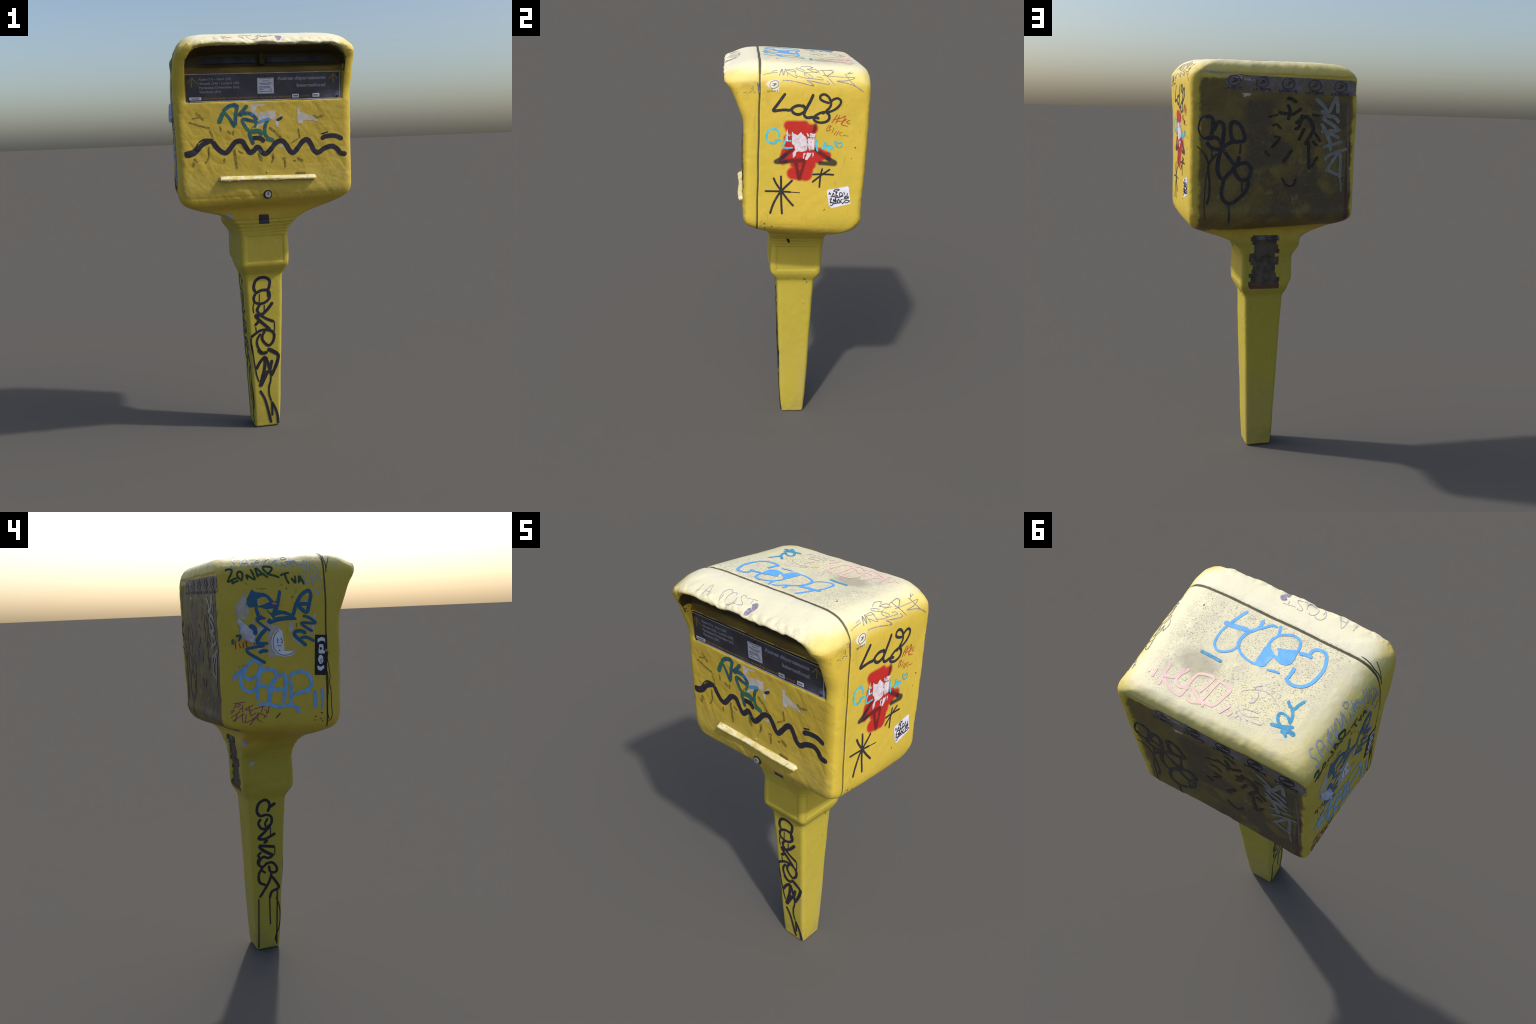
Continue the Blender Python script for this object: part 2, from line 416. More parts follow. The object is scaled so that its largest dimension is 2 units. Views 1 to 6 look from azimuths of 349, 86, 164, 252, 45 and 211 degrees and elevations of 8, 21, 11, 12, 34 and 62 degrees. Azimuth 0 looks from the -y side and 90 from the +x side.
    # scratches on all upright sheets
    scr = m.mul(m.step(m.noise(30.0, 2.0, 0.5, (1.0, 1.0, 0.25), 1.2), 0.66, 0.73), m.step(m.z, 1.90, 1.85), 0.42)
    c = m.mix(scr, c, (0.330, 0.250, 0.060))
    # back sheet browned to carry the scan's shade, in blotches with uneven edges
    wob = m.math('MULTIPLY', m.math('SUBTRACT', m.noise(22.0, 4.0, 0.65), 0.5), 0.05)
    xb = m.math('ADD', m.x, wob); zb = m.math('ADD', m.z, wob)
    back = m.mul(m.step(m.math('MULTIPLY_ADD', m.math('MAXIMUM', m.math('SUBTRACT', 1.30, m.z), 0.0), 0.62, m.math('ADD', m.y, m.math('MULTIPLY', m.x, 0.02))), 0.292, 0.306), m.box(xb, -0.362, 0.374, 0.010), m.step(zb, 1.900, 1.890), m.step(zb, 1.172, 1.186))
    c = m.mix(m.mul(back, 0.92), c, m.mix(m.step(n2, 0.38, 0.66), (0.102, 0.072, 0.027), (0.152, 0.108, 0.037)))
    darker_panel = m.mul(back, m.box(xb, -0.345, 0.160, 0.020), m.box(zb, 1.25, 1.805, 0.025))
    c = m.mix(m.mul(darker_panel, m.step(m.noise(7.0, 5.0, 0.6), 0.62, 0.46), 0.85), c, (0.082, 0.061, 0.038))
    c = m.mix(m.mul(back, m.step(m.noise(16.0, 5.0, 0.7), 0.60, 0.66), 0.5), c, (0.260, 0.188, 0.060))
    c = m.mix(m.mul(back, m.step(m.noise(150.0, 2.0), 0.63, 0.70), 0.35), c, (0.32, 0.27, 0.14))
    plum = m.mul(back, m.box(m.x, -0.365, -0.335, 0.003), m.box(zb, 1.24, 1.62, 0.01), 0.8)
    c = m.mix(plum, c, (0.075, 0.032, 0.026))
    # dried drip lines painted over the mouldings of the neck
    wav = m.math('ADD', m.z, m.math('MULTIPLY', m.noise(4.0, 2.0), 0.03))
    lines = m.mul(m.box(m.math('FRACT', m.math('MULTIPLY', wav, 58.0)), 0.42, 0.52, 0.05), m.box(m.z, 1.025, 1.115, 0.004), m.step(m.noise(11.0, 3.0, 0.6), 0.36, 0.56), 0.72, m.step(m.math('SUBTRACT', m.x, m.y), 0.05, 0.12))
    c = m.mix(lines, c, (0.120, 0.090, 0.030))
    # spray can figure on the right side
    flat = m.vec('MULTIPLY', m.P, (0, 1, 1))
    def spray(col_in, caps, soft, colour, amount):
        d = None
        for a, b, r in caps:
            k = m.capsule(flat, (0, *a), (0, *b), r)
            d = k if d is None else m.math('SMOOTH_MIN', d, k, 0.010)
        d = m.math('ADD', d, m.math('MULTIPLY', m.math('SUBTRACT', m.noise(900.0, 1.0), 0.5), soft * 0.8))
        return m.mix(m.mul(m.step(d, soft, -soft), m.step(m.x, 0.38, 0.39), amount), col_in, colour)
    c = spray(c, RED_SPRAY, 0.0070, lin(178, 25, 34), 0.97)
    c = spray(c, DIM_SPRAY, 0.0060, lin(70, 24, 28), 0.78)
    c = spray(c, BLACK_SPRAY, 0.0040, lin(38, 36, 46), 0.92)
    # the seam between door and box is a dark line
    jig = m.math('ADD', m.math('MULTIPLY', m.math('SINE', m.math('MULTIPLY', m.z, 31.0)), 0.0008), m.math('MULTIPLY', m.math('SINE', m.math('MULTIPLY', m.x, 23.0)), 0.0008))
    s = m.math('ABSOLUTE', m.math('SUBTRACT', m.math('SUBTRACT', m.y, m.math('MULTIPLY_ADD', m.x, -0.036, -0.166)), jig))
    s = m.math('DIVIDE', s, m.step(m.z, 1.93, 1.97, 1.15, 1.75))
    seam = m.mul(m.step(m.math('ADD', s, m.math('MULTIPLY', m.math('SUBTRACT', n3, 0.5), 0.002)), 0.0040, 0.0026), m.step(m.z, 1.205, 1.215))
    c = m.mix(m.mul(seam, 0.93), c, (0.060, 0.050, 0.030))
    m.bump(m.math('ADD', fine, m.math('MULTIPLY', n3, 1.4)), 0.0011, 0.55)
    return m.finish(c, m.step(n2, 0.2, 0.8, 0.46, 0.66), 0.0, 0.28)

def mouth_material():
    m = Nodes("shade_darkened_mouth_paint")
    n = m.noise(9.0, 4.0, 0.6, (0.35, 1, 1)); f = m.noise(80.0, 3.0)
    c = m.mix(m.step(n, 0.38, 0.66), (0.120, 0.080, 0.020), (0.235, 0.165, 0.032))  # yellow darkened to brown, blacker upward, for the occlusion under the hood
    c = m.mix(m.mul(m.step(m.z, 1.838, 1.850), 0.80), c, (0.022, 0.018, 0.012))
    c = m.mix(m.mul(m.step(m.y, -0.285, -0.310), m.step(f, 0.3, 0.6), 0.7), c, (0.340, 0.285, 0.140))
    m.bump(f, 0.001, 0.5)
    return m.finish(c, 0.7, 0.0, 0.2)

def ink_material(name, rgb, worn=0.15, under=YELLOW, rough=0.45, vary=0.25, metal=0.0, grain=160.0):
    m = Nodes(name)
    col = lin(*rgb)
    dark = tuple(k * (1 - vary) for k in col)
    c = m.mix(m.step(m.noise(35.0, 4.0, 0.6), 0.35, 0.70), dark, col)
    w = m.step(m.noise(grain, 3.0, 0.6), 0.66 - 0.55 * worn, 0.88 - 0.45 * worn)
    c = m.mix(m.mul(w, 0.55 + 0.4 * worn), c, under)
    m.bump(m.noise(300.0, 2.0), 0.0006, 0.4)
    return m.finish(c, rough, metal, 0.3)

def marker_material(name, a, b, worn=0.12):
    """felt marker: two inks running into one another"""
    m = Nodes(name)
    c = m.mix(m.step(m.noise(20.0, 3.0, 0.6), 0.40, 0.60), lin(*a), lin(*b))
    c = m.mix(m.step(m.noise(170.0, 3.0, 0.6, (1, 1, 0.4)), 0.70, 0.78), c, tuple(0.5 * (p + q) for p, q in zip(lin(*a), YELLOW)))
    return m.finish(c, 0.45, 0.0, 0.3)

CREAM = (0.74, 0.68, 0.44)
BACK_SHADE_TINT = (0.17, 0.125, 0.045)
INK = {
    'black_ink': ink_material('black_ink', (52, 50, 56), 0.10),
    'violet_black_ink': ink_material('violet_black_ink', (44, 41, 54), 0.08),
    'blue_pen': ink_material('blue_pen', (120, 122, 160), 0.42, (0.74, 0.64, 0.25)),
    'red_ink': ink_material('red_ink', (196, 66, 60), 0.34),
    'cyan_ink': ink_material('cyan_ink', (84, 200, 226), 0.20),
    'torn_paper': ink_material('torn_paper', (222, 214, 214), 0.26, (0.55, 0.46, 0.20), 0.8, 0.2, 0, 60),
    'poster_scrap': ink_material('poster_scrap', (192, 186, 180), 0.36, (0.46, 0.36, 0.10), 0.8, 0.25, 0, 55),
    'torn_on_red': ink_material('torn_on_red', (220, 212, 220), 0.30, (0.42, 0.05, 0.06), 0.8, 0.2, 0, 75),
    'sticker_white': ink_material('sticker_white', (222, 224, 238), 0.08, (0.6, 0.55, 0.4), 0.45, 0.12),
    'badge_paper': ink_material('badge_paper', (224, 218, 196), 0.18, YELLOW, 0.6, 0.12),
    'grey_print': ink_material('grey_print', (112, 112, 120), 0.20, (0.6, 0.56, 0.45)),
    'rust_dark': ink_material('rust_dark', (96, 76, 48), 0.2),
    'green_marker': marker_material('green_marker', (42, 76, 100), (48, 100, 82)),
    'blue_marker': marker_material('blue_marker', (44, 104, 176), (70, 140, 196)),
    'scratch_grey': ink_material('scratch_grey', (118, 97, 44), 0.50, (0.40, 0.29, 0.05), 0.6, 0.3, 0, 110),
    'pale_blue_pen': ink_material('pale_blue_pen', (172, 184, 222), 0.40, (0.62, 0.52, 0.18)),
    'dark_green_ink': ink_material('dark_green_ink', (44, 74, 52), 0.16),
    'blue_green_marker': marker_material('blue_green_marker', (40, 86, 142), (40, 98, 116)),
    'yellow_touch': ink_material('yellow_touch', (200, 178, 70), 0.2),
    'orange_spot': ink_material('orange_spot', (214, 128, 66), 0.30),
    'paper_residue': ink_material('paper_residue', (192, 182, 178), 0.42, (0.52, 0.44, 0.14), 0.8, 0.25, 0, 45),
    'scrap_amber': ink_material('scrap_amber', (226, 170, 62), 0.1),
    'sticker_black': ink_material('sticker_black', (32, 32, 36), 0.05),
    'light_blue_paint': ink_material('light_blue_paint', (122, 180, 236), 0.26, (0.40, 0.46, 0.40)),
    'magenta_pen': ink_material('magenta_pen', (166, 70, 108), 0.28),
    'crack_dark': ink_material('crack_dark', (52, 44, 26), 0.15),
    'faded_black': ink_material('faded_black', (40, 37, 34), 0.30, BACK_SHADE_TINT),
    'silver_ink': ink_material('silver_ink', (134, 138, 138), 0.40, BACK_SHADE_TINT, 0.4, 0.3, 0.1, 260),
    'tape_grey': ink_material('tape_grey', (126, 116, 116), 0.50, (0.15, 0.11, 0.05), 0.6, 0.3, 0, 16),
    'navy_print': ink_material('navy_print', (46, 48, 72), 0.40, (0.26, 0.20, 0.12)),
    'sky_blue_paint': ink_material('sky_blue_paint', (104, 180, 250), 0.08, CREAM, 0.5, 0.15),
    'teal_paint': ink_material('teal_paint', (68, 162, 206), 0.10, CREAM),
    'pink_paint': ink_material('pink_paint', (242, 194, 200), 0.52, CREAM, 0.6, 0.1),
    'faint_violet': ink_material('faint_violet', (200, 182, 212), 0.46, CREAM),
    'pale_violet_pen': ink_material('pale_violet_pen', (178, 178, 206), 0.36, CREAM),
    'violet_smudge': ink_material('violet_smudge', (140, 136, 168), 0.32, CREAM),
    'neck_paper': ink_material('neck_paper', (176, 178, 184), 0.25, YELLOW, 0.7),
    'faded_navy': ink_material('faded_navy', (66, 66, 82), 0.14, YELLOW, 0.6, 0.3, 0.0, 40),
}

# ------------------------------------------------------------------ the thing and its cast parts
root = bpy.data.objects.new("letter_box", None); COL.objects.link(root)
root["label"] = "yellow street letter box on a tapering post, covered in graffiti"
root["category"] = "letter box"

paint = paint_material(); mouth_paint = mouth_material()
def scar_material():
    m = Nodes("bare_dark_iron")
    c = m.mix(m.step(m.noise(18.0, 4.0, 0.6), 0.40, 0.62), (0.070, 0.055, 0.044), (0.120, 0.096, 0.072))
    c = m.mix(m.step(m.z, 0.90, 0.865), c, (0.150, 0.070, 0.035))
    c = m.mix(m.mul(m.step(m.z, 1.115, 1.125), m.step(m.noise(30.0), 0.4, 0.6)), c, (0.16, 0.17, 0.20))
    m.bump(m.noise(120.0, 4.0), 0.0015, 0.5)
    return m.finish(c, 0.75, 0.0, 0.2)
scar_mat = scar_material()
casting = build_casting()
relief(casting)

def cut_into_parts(me, groups):
    """copy the faces of each region into a mesh of its own, keeping the whole surface's normals"""
    nv, nf = len(me.vertices), len(me.polygons)
    co = np.empty(nv * 3); me.vertices.foreach_get("co", co); co = co.reshape(-1, 3)
    no = np.empty(nv * 3); me.vertex_normals.foreach_get("vector", no); no = no.reshape(-1, 3)
    start = np.empty(nf, int); me.polygons.foreach_get("loop_start", start)
    total = np.empty(nf, int); me.polygons.foreach_get("loop_total", total)
    lv = np.empty(len(me.loops), int); me.loops.foreach_get("vertex_index", lv)
    cen = np.empty(nf * 3); me.polygons.foreach_get("center", cen); cen = cen.reshape(-1, 3)
    nrm = np.empty(nf * 3); me.polygons.foreach_get("normal", nrm); nrm = nrm.reshape(-1, 3)
    region = groups(cen, nrm)
    out = {}
    for key in np.unique(region):
        sel = np.where(region == key)[0]
        t = total[sel]
        idx = np.repeat(start[sel] - np.concatenate(([0], np.cumsum(t)[:-1])), t) + np.arange(t.sum())
        loops = lv[idx]
        used, inv = np.unique(loops, return_inverse=True)
        m = bpy.data.meshes.new(str(key))
        m.vertices.add(len(used)); m.vertices.foreach_set("co", co[used].ravel())
        m.loops.add(len(loops)); m.loops.foreach_set("vertex_index", inv.astype(np.int32))
        m.polygons.add(len(sel)); m.polygons.foreach_set("loop_start", np.concatenate(([0], np.cumsum(t)[:-1])).astype(np.int32))
        m.update(calc_edges=True)
        m.shade_smooth()
        m.normals_split_custom_set_from_vertices(no[used])
        out[str(key)] = m
    return out

def regions(c, n):
    x, y, z = c.T
    r = np.full(len(c), "post", dtype=object)
    r[z > 0.850] = "collar"
    r[z > 1.045] = "neck"
    r[z > 1.205] = "box"
    r[(z > 1.205) & (y < seam_y(x))] = "door"
    yy = y + 0.025 * x
    inside = (x > -0.374) & (x < 0.382) & (z > 1.8135) & (z < 1.955) & (yy < -0.15) & (((n[:, 2] < 0.15) & (yy > -0.305) & (np.abs(n[:, 0]) < 0.999)) | (yy > -0.236))
    inside &= ~((n[:, 2] > 0.35) & (z > 1.90))
    inside &= ~((np.abs(x) > 0.36) & (np.sign(x) * n[:, 0] > 0.3))
    r[inside & (r == "door")] = "mouth"
    r[(scar(c) > 0.5) & (n[:, 1] > -0.2)] = "bracket_scar"
    return r

PARTS = {}
for key, me in cut_into_parts(casting, regions).items():
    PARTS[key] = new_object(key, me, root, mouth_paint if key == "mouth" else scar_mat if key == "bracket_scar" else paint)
skin = BVHTree.FromPolygons([v.co[:] for v in casting.vertices], [p.vertices[:] for p in casting.polygons])
bpy.data.meshes.remove(casting)

# ------------------------------------------------------------------ paint, ink and paper laid on the surface
S = math.sqrt(0.5)
FACES = {
    'front': ((1, 0, 0), (0, 0, 1), (0, -1, 0)), 'right': ((0, 1, 0), (0, 0, 1), (1, 0, 0)),
    'left': ((0, -1, 0), (0, 0, 1), (-1, 0, 0)), 'back': ((-1, 0, 0), (0, 0, 1), (0, 1, 0)),
    'top': ((1, 0, 0), (0, 1, 0), (0, 0, 1)), 'right_shoulder': ((0, 1, 0), (-S, 0, S), (S, 0, S)),
    'left_shoulder': ((0, -1, 0), (S, 0, S), (-S, 0, S)), 'hood': ((1, 0, 0), (0, 0.8, 0.6), (0, -0.6, 0.8)),
}
FACES = {k: tuple(Vector(a) for a in v) for k, v in FACES.items()}

def touch(face, u, v):
    """where the point (u, v) of a face lies on the casting: position and outward normal"""
    U, V, N = FACES[face]
    o = U * u + V * v + N * (2.5 if face in ('top', 'hood', 'right_shoulder', 'left_shoulder') else 1.0)
    if face in ('right_shoulder', 'left_shoulder'):
        o = U * u + V * v + N * 3.0
    h = skin.ray_cast(o, -N)
    if h[0] is None:
        return None
    n = h[1] if h[1].dot(N) > 0 else -h[1]
    return h[0], n

def smooth_path(pts, step):
    P = [np.array(p, float) for p in pts]
    if len(P) == 2:
        n = max(2, int(np.linalg.norm(P[1] - P[0]) / step))
        return [P[0] + (P[1] - P[0]) * i / n for i in range(n + 1)]
    out = []
    for i in range(len(P) - 1):
        p0 = P[i - 1] if i else 2 * P[0] - P[1]
        p3 = P[i + 2] if i + 2 < len(P) else 2 * P[-1] - P[-2]
        p1, p2 = P[i], P[i + 1]
        n = max(2, int(np.linalg.norm(p2 - p1) / step))
        for k in range(n):
            t = k / n
            out.append(0.5 * (2*p1 + (p2 - p0)*t + (2*p0 - 5*p1 + 4*p2 - p3)*t*t + (3*p1 - p0 - 3*p2 + p3)*t**3))
    out.append(P[-1])
    return out

class Layer:
    """collects thin raised pieces that hug the casting, as one mesh"""
    def __init__(self):
        self.V = []; self.F = []
    def sheet(self, uv, faces, border, face, lift):
        idx = []
        for k, (u, v) in enumerate(uv):
            h = touch(face, u, v)
            if h is None:
                idx.append(None); continue
            idx.append(len(self.V)); self.V.append(h[0] + h[1] * (lift[k] if hasattr(lift, '__len__') else lift))
            self.nrm.append(h[1])
        for f in faces:
            q = [idx[i] for i in f]
            if None in q: continue
            if max((self.V[a] - self.V[b]).length for a in q for b in q) > 0.05: continue
            self.F.append(q)
        # the sheet has an edge: turn it down into the surface
        down = {}
        for a, b in border:
            a, b = idx[a], idx[b]
            if a is None or b is None or (self.V[a] - self.V[b]).length > 0.05: continue
            for k in (a, b):
                if k not in down:
                    down[k] = len(self.V); self.V.append(self.V[k] - self.nrm[k] * 0.0016); self.nrm.append(self.nrm[k])
            self.F.append([b, a, down[a], down[b]])
    nrm = None
    def stroke(self, pts, width, face, lift, rng):
        path = smooth_path(pts, max(0.0016, min(0.004, width * 0.45)))
        n = len(path); m = 3 if width < 0.006 else (5 if width < 0.014 else 7)
        uv = []; lifts = []
        L = np.concatenate(([0], np.cumsum([np.linalg.norm(path[i+1] - path[i]) for i in range(n - 1)])))
        total = max(L[-1], 1e-6)
        wob = rng.uniform(-1, 1, n)
        wob = np.convolve(wob, [0.25, 0.5, 0.25], 'same')
        for i in range(n):
            t = path[min(i + 1, n - 1)] - path[max(i - 1, 0)]
            t = t / max(np.linalg.norm(t), 1e-9)
            q = np.array([-t[1], t[0]])
            e = min(L[i], total - L[i]) / (0.5 * width)
            w = width * (1.0 if e >= 1 else max(0.35, math.sqrt(max(0.0, 1 - (1 - e) ** 2)))) * (1 + 0.07 * wob[i])
            for j in range(m):
                uv.append(path[i] + q * w * (j / (m - 1) - 0.5))
                lifts.append(lift + 0.00022 * L[i] / (total + 0.05))
        F = [(i*m + j, (i+1)*m + j, (i+1)*m + j + 1, i*m + j + 1) for i in range(n - 1) for j in range(m - 1)]
        B = [((i+1)*m, i*m) for i in range(n - 1)] + [(i*m + m - 1, (i+1)*m + m - 1) for i in range(n - 1)]
        B += [(j, j + 1) for j in range(m - 1)] + [((n-1)*m + j + 1, (n-1)*m + j) for j in range(m - 1)]
        self.sheet(uv, F, B, face, lifts)
    def patch(self, pts, face, lift, rng, ragged=0.0):
        ring = []
        for i in range(len(pts)):
            a = np.array(pts[i], float); b = np.array(pts[(i + 1) % len(pts)], float)
            d = np.linalg.norm(b - a); k = max(1, int(d / 0.004))
            for s in range(k):
                p = a + (b - a) * s / k
                if s and ragged:
                    p = p + rng.uniform(-ragged, ragged, 2)
                ring.append(p)
        n = len(ring)
        R = np.array(ring); lo, hi = R.min(0), R.max(0)
        inner = []
        g = 0.006
        for u in np.arange(lo[0] + g / 2, hi[0], g):
            for v in np.arange(lo[1] + g / 2, hi[1], g):
                if np.min(np.hypot(R[:, 0] - u, R[:, 1] - v)) > 0.002:
                    inner.append((u, v))
        vs, es, fs, ov, oe, of = delaunay_2d_cdt([Vector(p) for p in ring] + [Vector(p) for p in inner], [], [list(range(n))], 1, 1e-7)
        count = {}
        for f in fs:
            for a, b in zip(f, list(f[1:]) + [f[0]]):
                count[frozenset((a, b))] = count.get(frozenset((a, b)), 0) + 1
        B = [(b, a) for f in fs for a, b in zip(f, list(f[1:]) + [f[0]]) if count[frozenset((a, b))] == 1]
        self.sheet([tuple(v) for v in vs], [tuple(f) for f in fs], B, face, lift)
    def build(self, name, parent, mat):
        if not self.F: return None
        me = bpy.data.meshes.new(name)
        me.from_pydata([tuple(v) for v in self.V], [], self.F)
        me.shade_smooth(); me.update()
        # paint has no thickness of its own to see: it is lit like the sheet under it
        me.normals_split_custom_set_from_vertices([tuple(n) for n in self.nrm])
        return new_object(name, me, parent, mat)

# Every tag: name, ink, face, strokes (width in mm, control points in mm on that face).
# Width 0 means a filled shape (a torn scrap, a sticker, a blot).
TAGS = []
TAGS.append(('round_hand_scrawl', 'black_ink', 'right', [
    (12.7, [(-66, 1864), (-84, 1838), (-103, 1811), (-119, 1786), (-96, 1787), (-69, 1790), (-43, 1789), (-30, 1801), (-13, 1809), (7, 1809), (15, 1802)]),
    (12.8, [(10, 1813), (21, 1804), (22, 1784), (-2, 1770), (-25, 1775), (-36, 1788)]),
    (12.8, [(60, 1862), (46, 1828), (32, 1800), (21, 1771), (34, 1756), (61, 1758), (92, 1753)]),
    (11.5, [(117, 1783), (91, 1776), (68, 1760), (70, 1743), (95, 1734), (122, 1738), (136, 1752), (134, 1770), (117, 1783), (104, 1772)]),
    (11.0, [(117, 1783), (136, 1803), (141, 1823), (129, 1849), (109, 1861), (92, 1855), (92, 1840), (110, 1829), (135, 1822)]),
    (10.6, [(139, 1827), (150, 1838), (170, 1844), (185, 1834), (184, 1819), (172, 1803), (153, 1790), (124, 1779)]),
]))
TAGS.append(('thin_pen_name', 'blue_pen', 'right_shoulder', [
    (2.4, [(-168, 1080), (-140, 1088), (-102, 1093)]),
    (2.4, [(-128, 1098), (-102, 1103)]),
    (4.1, [(-95, 1078), (-82, 1110), (-77, 1081), (-66, 1114)]),
    (2.4, [(-66, 1114), (-57, 1077)]),
    (2.4, [(-61, 1110), (-28, 1109), (-22, 1087), (-16, 1072), (-34, 1077), (-62, 1095)]),
    (2.4, [(-63, 1105), (-18, 1099)]),
    (2.4, [(23, 1106), (3, 1117), (-18, 1122), (-17, 1114), (15, 1099), (43, 1084), (54, 1075), (43, 1070), (17, 1086), (26, 1096), (55, 1101), (88, 1097)]),
    (2.4, [(-1, 1128), (27, 1139), (58, 1131), (44, 1125)]),
    (2.4, [(30, 1119), (60, 1103), (84, 1107), (61, 1118), (30, 1119)]),
    (2.4, [(-25, 1081), (14, 1071), (65, 1067), (100, 1065), (92, 1075), (72, 1077)]),
    (3.3, [(101, 1114), (116, 1086), (146, 1104), (141, 1117), (87, 1111)]),
    (2.4, [(99, 1085), (169, 1082), (245, 1081), (209, 1066), (162, 1063), (213, 1055), (249, 1045), (285, 1027)]),
    (2.4, [(118, 1083), (138, 1062), (156, 1047)]),
    (2.4, [(201, 1100), (220, 1070), (249, 1045)]),
    (2.4, [(-80, 1059), (-51, 1058), (-7, 1052), (56, 1041), (47, 1051), (29, 1061), (69, 1055), (125, 1049), (127, 1056), (117, 1062)]),
    (2.4, [(209, 1096), (228, 1113)]),
    (2.4, [(217, 1100), (239, 1107)]),
]))
TAGS.append(('red_pen_name', 'red_ink', 'right', [
    (3.5, [(174, 1772), (149, 1732)]),
    (3.6, [(184, 1769), (167, 1730)]),
    (3.6, [(153, 1747), (191, 1755), (210, 1763), (193, 1724)]),
    (3.6, [(169, 1741), (201, 1741)]),
    (3.3, [(218, 1753), (193, 1728), (225, 1717)]),
    (3.0, [(233, 1747), (217, 1736), (234, 1727)]),
    (2.6, [(136, 1722), (125, 1701)]),
    (2.6, [(132, 1720), (148, 1719), (137, 1709), (145, 1701), (126, 1696)]),
    (2.2, [(161, 1710), (152, 1688)]),
    (2.0, [(173, 1697), (162, 1678)]),
    (2.0, [(186, 1697), (171, 1674)]),
    (1.7, [(200, 1693), (187, 1682), (200, 1671)]),
    (1.8, [(203, 1678), (230, 1673)]),
]))
TAGS.append(('cyan_letters', 'cyan_ink', 'right', [
    (9.6, [(-90, 1665), (-91, 1684), (-103, 1701), (-123, 1702), (-141, 1692), (-147, 1668), (-139, 1646), (-119, 1637), (-103, 1641), (-101, 1653), (-110, 1654)]),
    (9.6, [(-101, 1653), (-74, 1650)]),
    (7.9, [(-37, 1673), (-54, 1673), (-60, 1649), (-68, 1618), (-24, 1617)]),
    (7.4, [(-57, 1649), (-31, 1649)]),
    (8.8, [(84, 1657), (82, 1632), (91, 1600)]),
    (11.0, [(126, 1646), (119, 1626), (111, 1610)]),
    (13.2, [(118, 1617), (137, 1626), (162, 1615)]),
    (7.9, [(134, 1628), (143, 1597)]),
    (5.3, [(183, 1628), (168, 1639), (171, 1649), (185, 1639), (199, 1642), (203, 1628), (187, 1619), (170, 1633)]),
]))
TAGS.append(('torn_white_paper', 'torn_on_red', 'right', [
    (0.0, [(-32, 1691), (-20, 1682), (-4, 1674), (9, 1690), (24, 1676), (34, 1665), (44, 1636), (41, 1605), (23, 1599), (-7, 1598), (-9, 1582), (-22, 1569), (-25, 1591), (-13, 1609), (-17, 1625), (-29, 1636)]),
    (0.0, [(51, 1685), (77, 1684), (74, 1666), (51, 1666)]),
    (0.0, [(43, 1663), (73, 1663), (76, 1610), (50, 1605), (44, 1627)]),
    (0.0, [(42, 1594), (62, 1594), (55, 1576), (45, 1560), (33, 1562)]),
    (0.0, [(26, 1593), (35, 1592), (27, 1566), (24, 1567)]),
    (0.0, [(67, 1596), (72, 1594), (72, 1573), (68, 1574)]),
    (0.0, [(-54, 1700), (-50, 1700), (-48, 1647), (-58, 1648)]),
    (0.0, [(36, 1686), (42, 1686), (48, 1669), (41, 1669)]),
]))
TAGS.append(('black_asterisk', 'black_ink', 'right', [
    (9.9, [(-110, 1476), (-96, 1447), (-71, 1412), (-42, 1373), (-11, 1338)]),
    (9.9, [(-75, 1486), (-72, 1410), (-70, 1361), (-65, 1298)]),
    (10.0, [(-20, 1465), (-71, 1412), (-94, 1377), (-109, 1344), (-122, 1300)]),
    (8.7, [(-149, 1411), (-71, 1410), (-25, 1407)]),
    (4.0, [(-25, 1407), (17, 1404)]),
    (7.9, [(117, 1521), (110, 1488), (108, 1457), (107, 1427)]),
    (8.3, [(154, 1517), (110, 1486), (71, 1454)]),
    (7.9, [(70, 1492), (109, 1493), (142, 1492), (174, 1490)]),
    (6.7, [(116, 1522), (116, 1521)]),
]))
TAGS.append(('tag_sticker', 'sticker_white', 'right', [
    (0.0, [(148, 1418), (242, 1435), (247, 1429), (260, 1350), (171, 1327), (156, 1342), (144, 1408)]),
]))
TAGS.append(('tag_sticker_writing', 'black_ink', 'right', [
    (4.0, [(174, 1410), (186, 1420), (202, 1419), (192, 1412), (176, 1410)]),
    (4.0, [(151, 1397), (165, 1400)]),
    (4.0, [(155, 1407), (161, 1392)]),
    (4.0, [(168, 1383), (175, 1402), (180, 1385)]),
    (4.0, [(183, 1402), (193, 1406), (187, 1394), (198, 1387), (185, 1389)]),
    (4.0, [(204, 1404), (206, 1387), (218, 1391), (215, 1402), (204, 1404)]),
    (4.0, [(225, 1408), (228, 1393)]),
    (4.0, [(230, 1389), (239, 1383), (242, 1402)]),
    (4.0, [(158, 1371), (168, 1375), (163, 1360), (177, 1354), (159, 1356)]),
    (4.0, [(181, 1354), (178, 1373), (187, 1360), (188, 1377)]),
    (4.0, [(196, 1354), (201, 1373), (210, 1356), (213, 1368), (221, 1372)]),
    (4.0, [(227, 1368), (231, 1383), (237, 1372), (247, 1385), (246, 1372)]),
    (4.0, [(216, 1360), (222, 1350), (228, 1360)]),
    (4.0, [(232, 1354), (234, 1366), (254, 1364), (246, 1356), (232, 1354)]),
    (4.0, [(161, 1344), (170, 1342), (179, 1350), (200, 1354), (210, 1354)]),
    (4.0, [(161, 1383), (178, 1385), (200, 1381), (224, 1389)]),
    (4.0, [(174, 1369), (183, 1362), (197, 1365)]),
    (4.0, [(184, 1383), (189, 1354)]),
]))
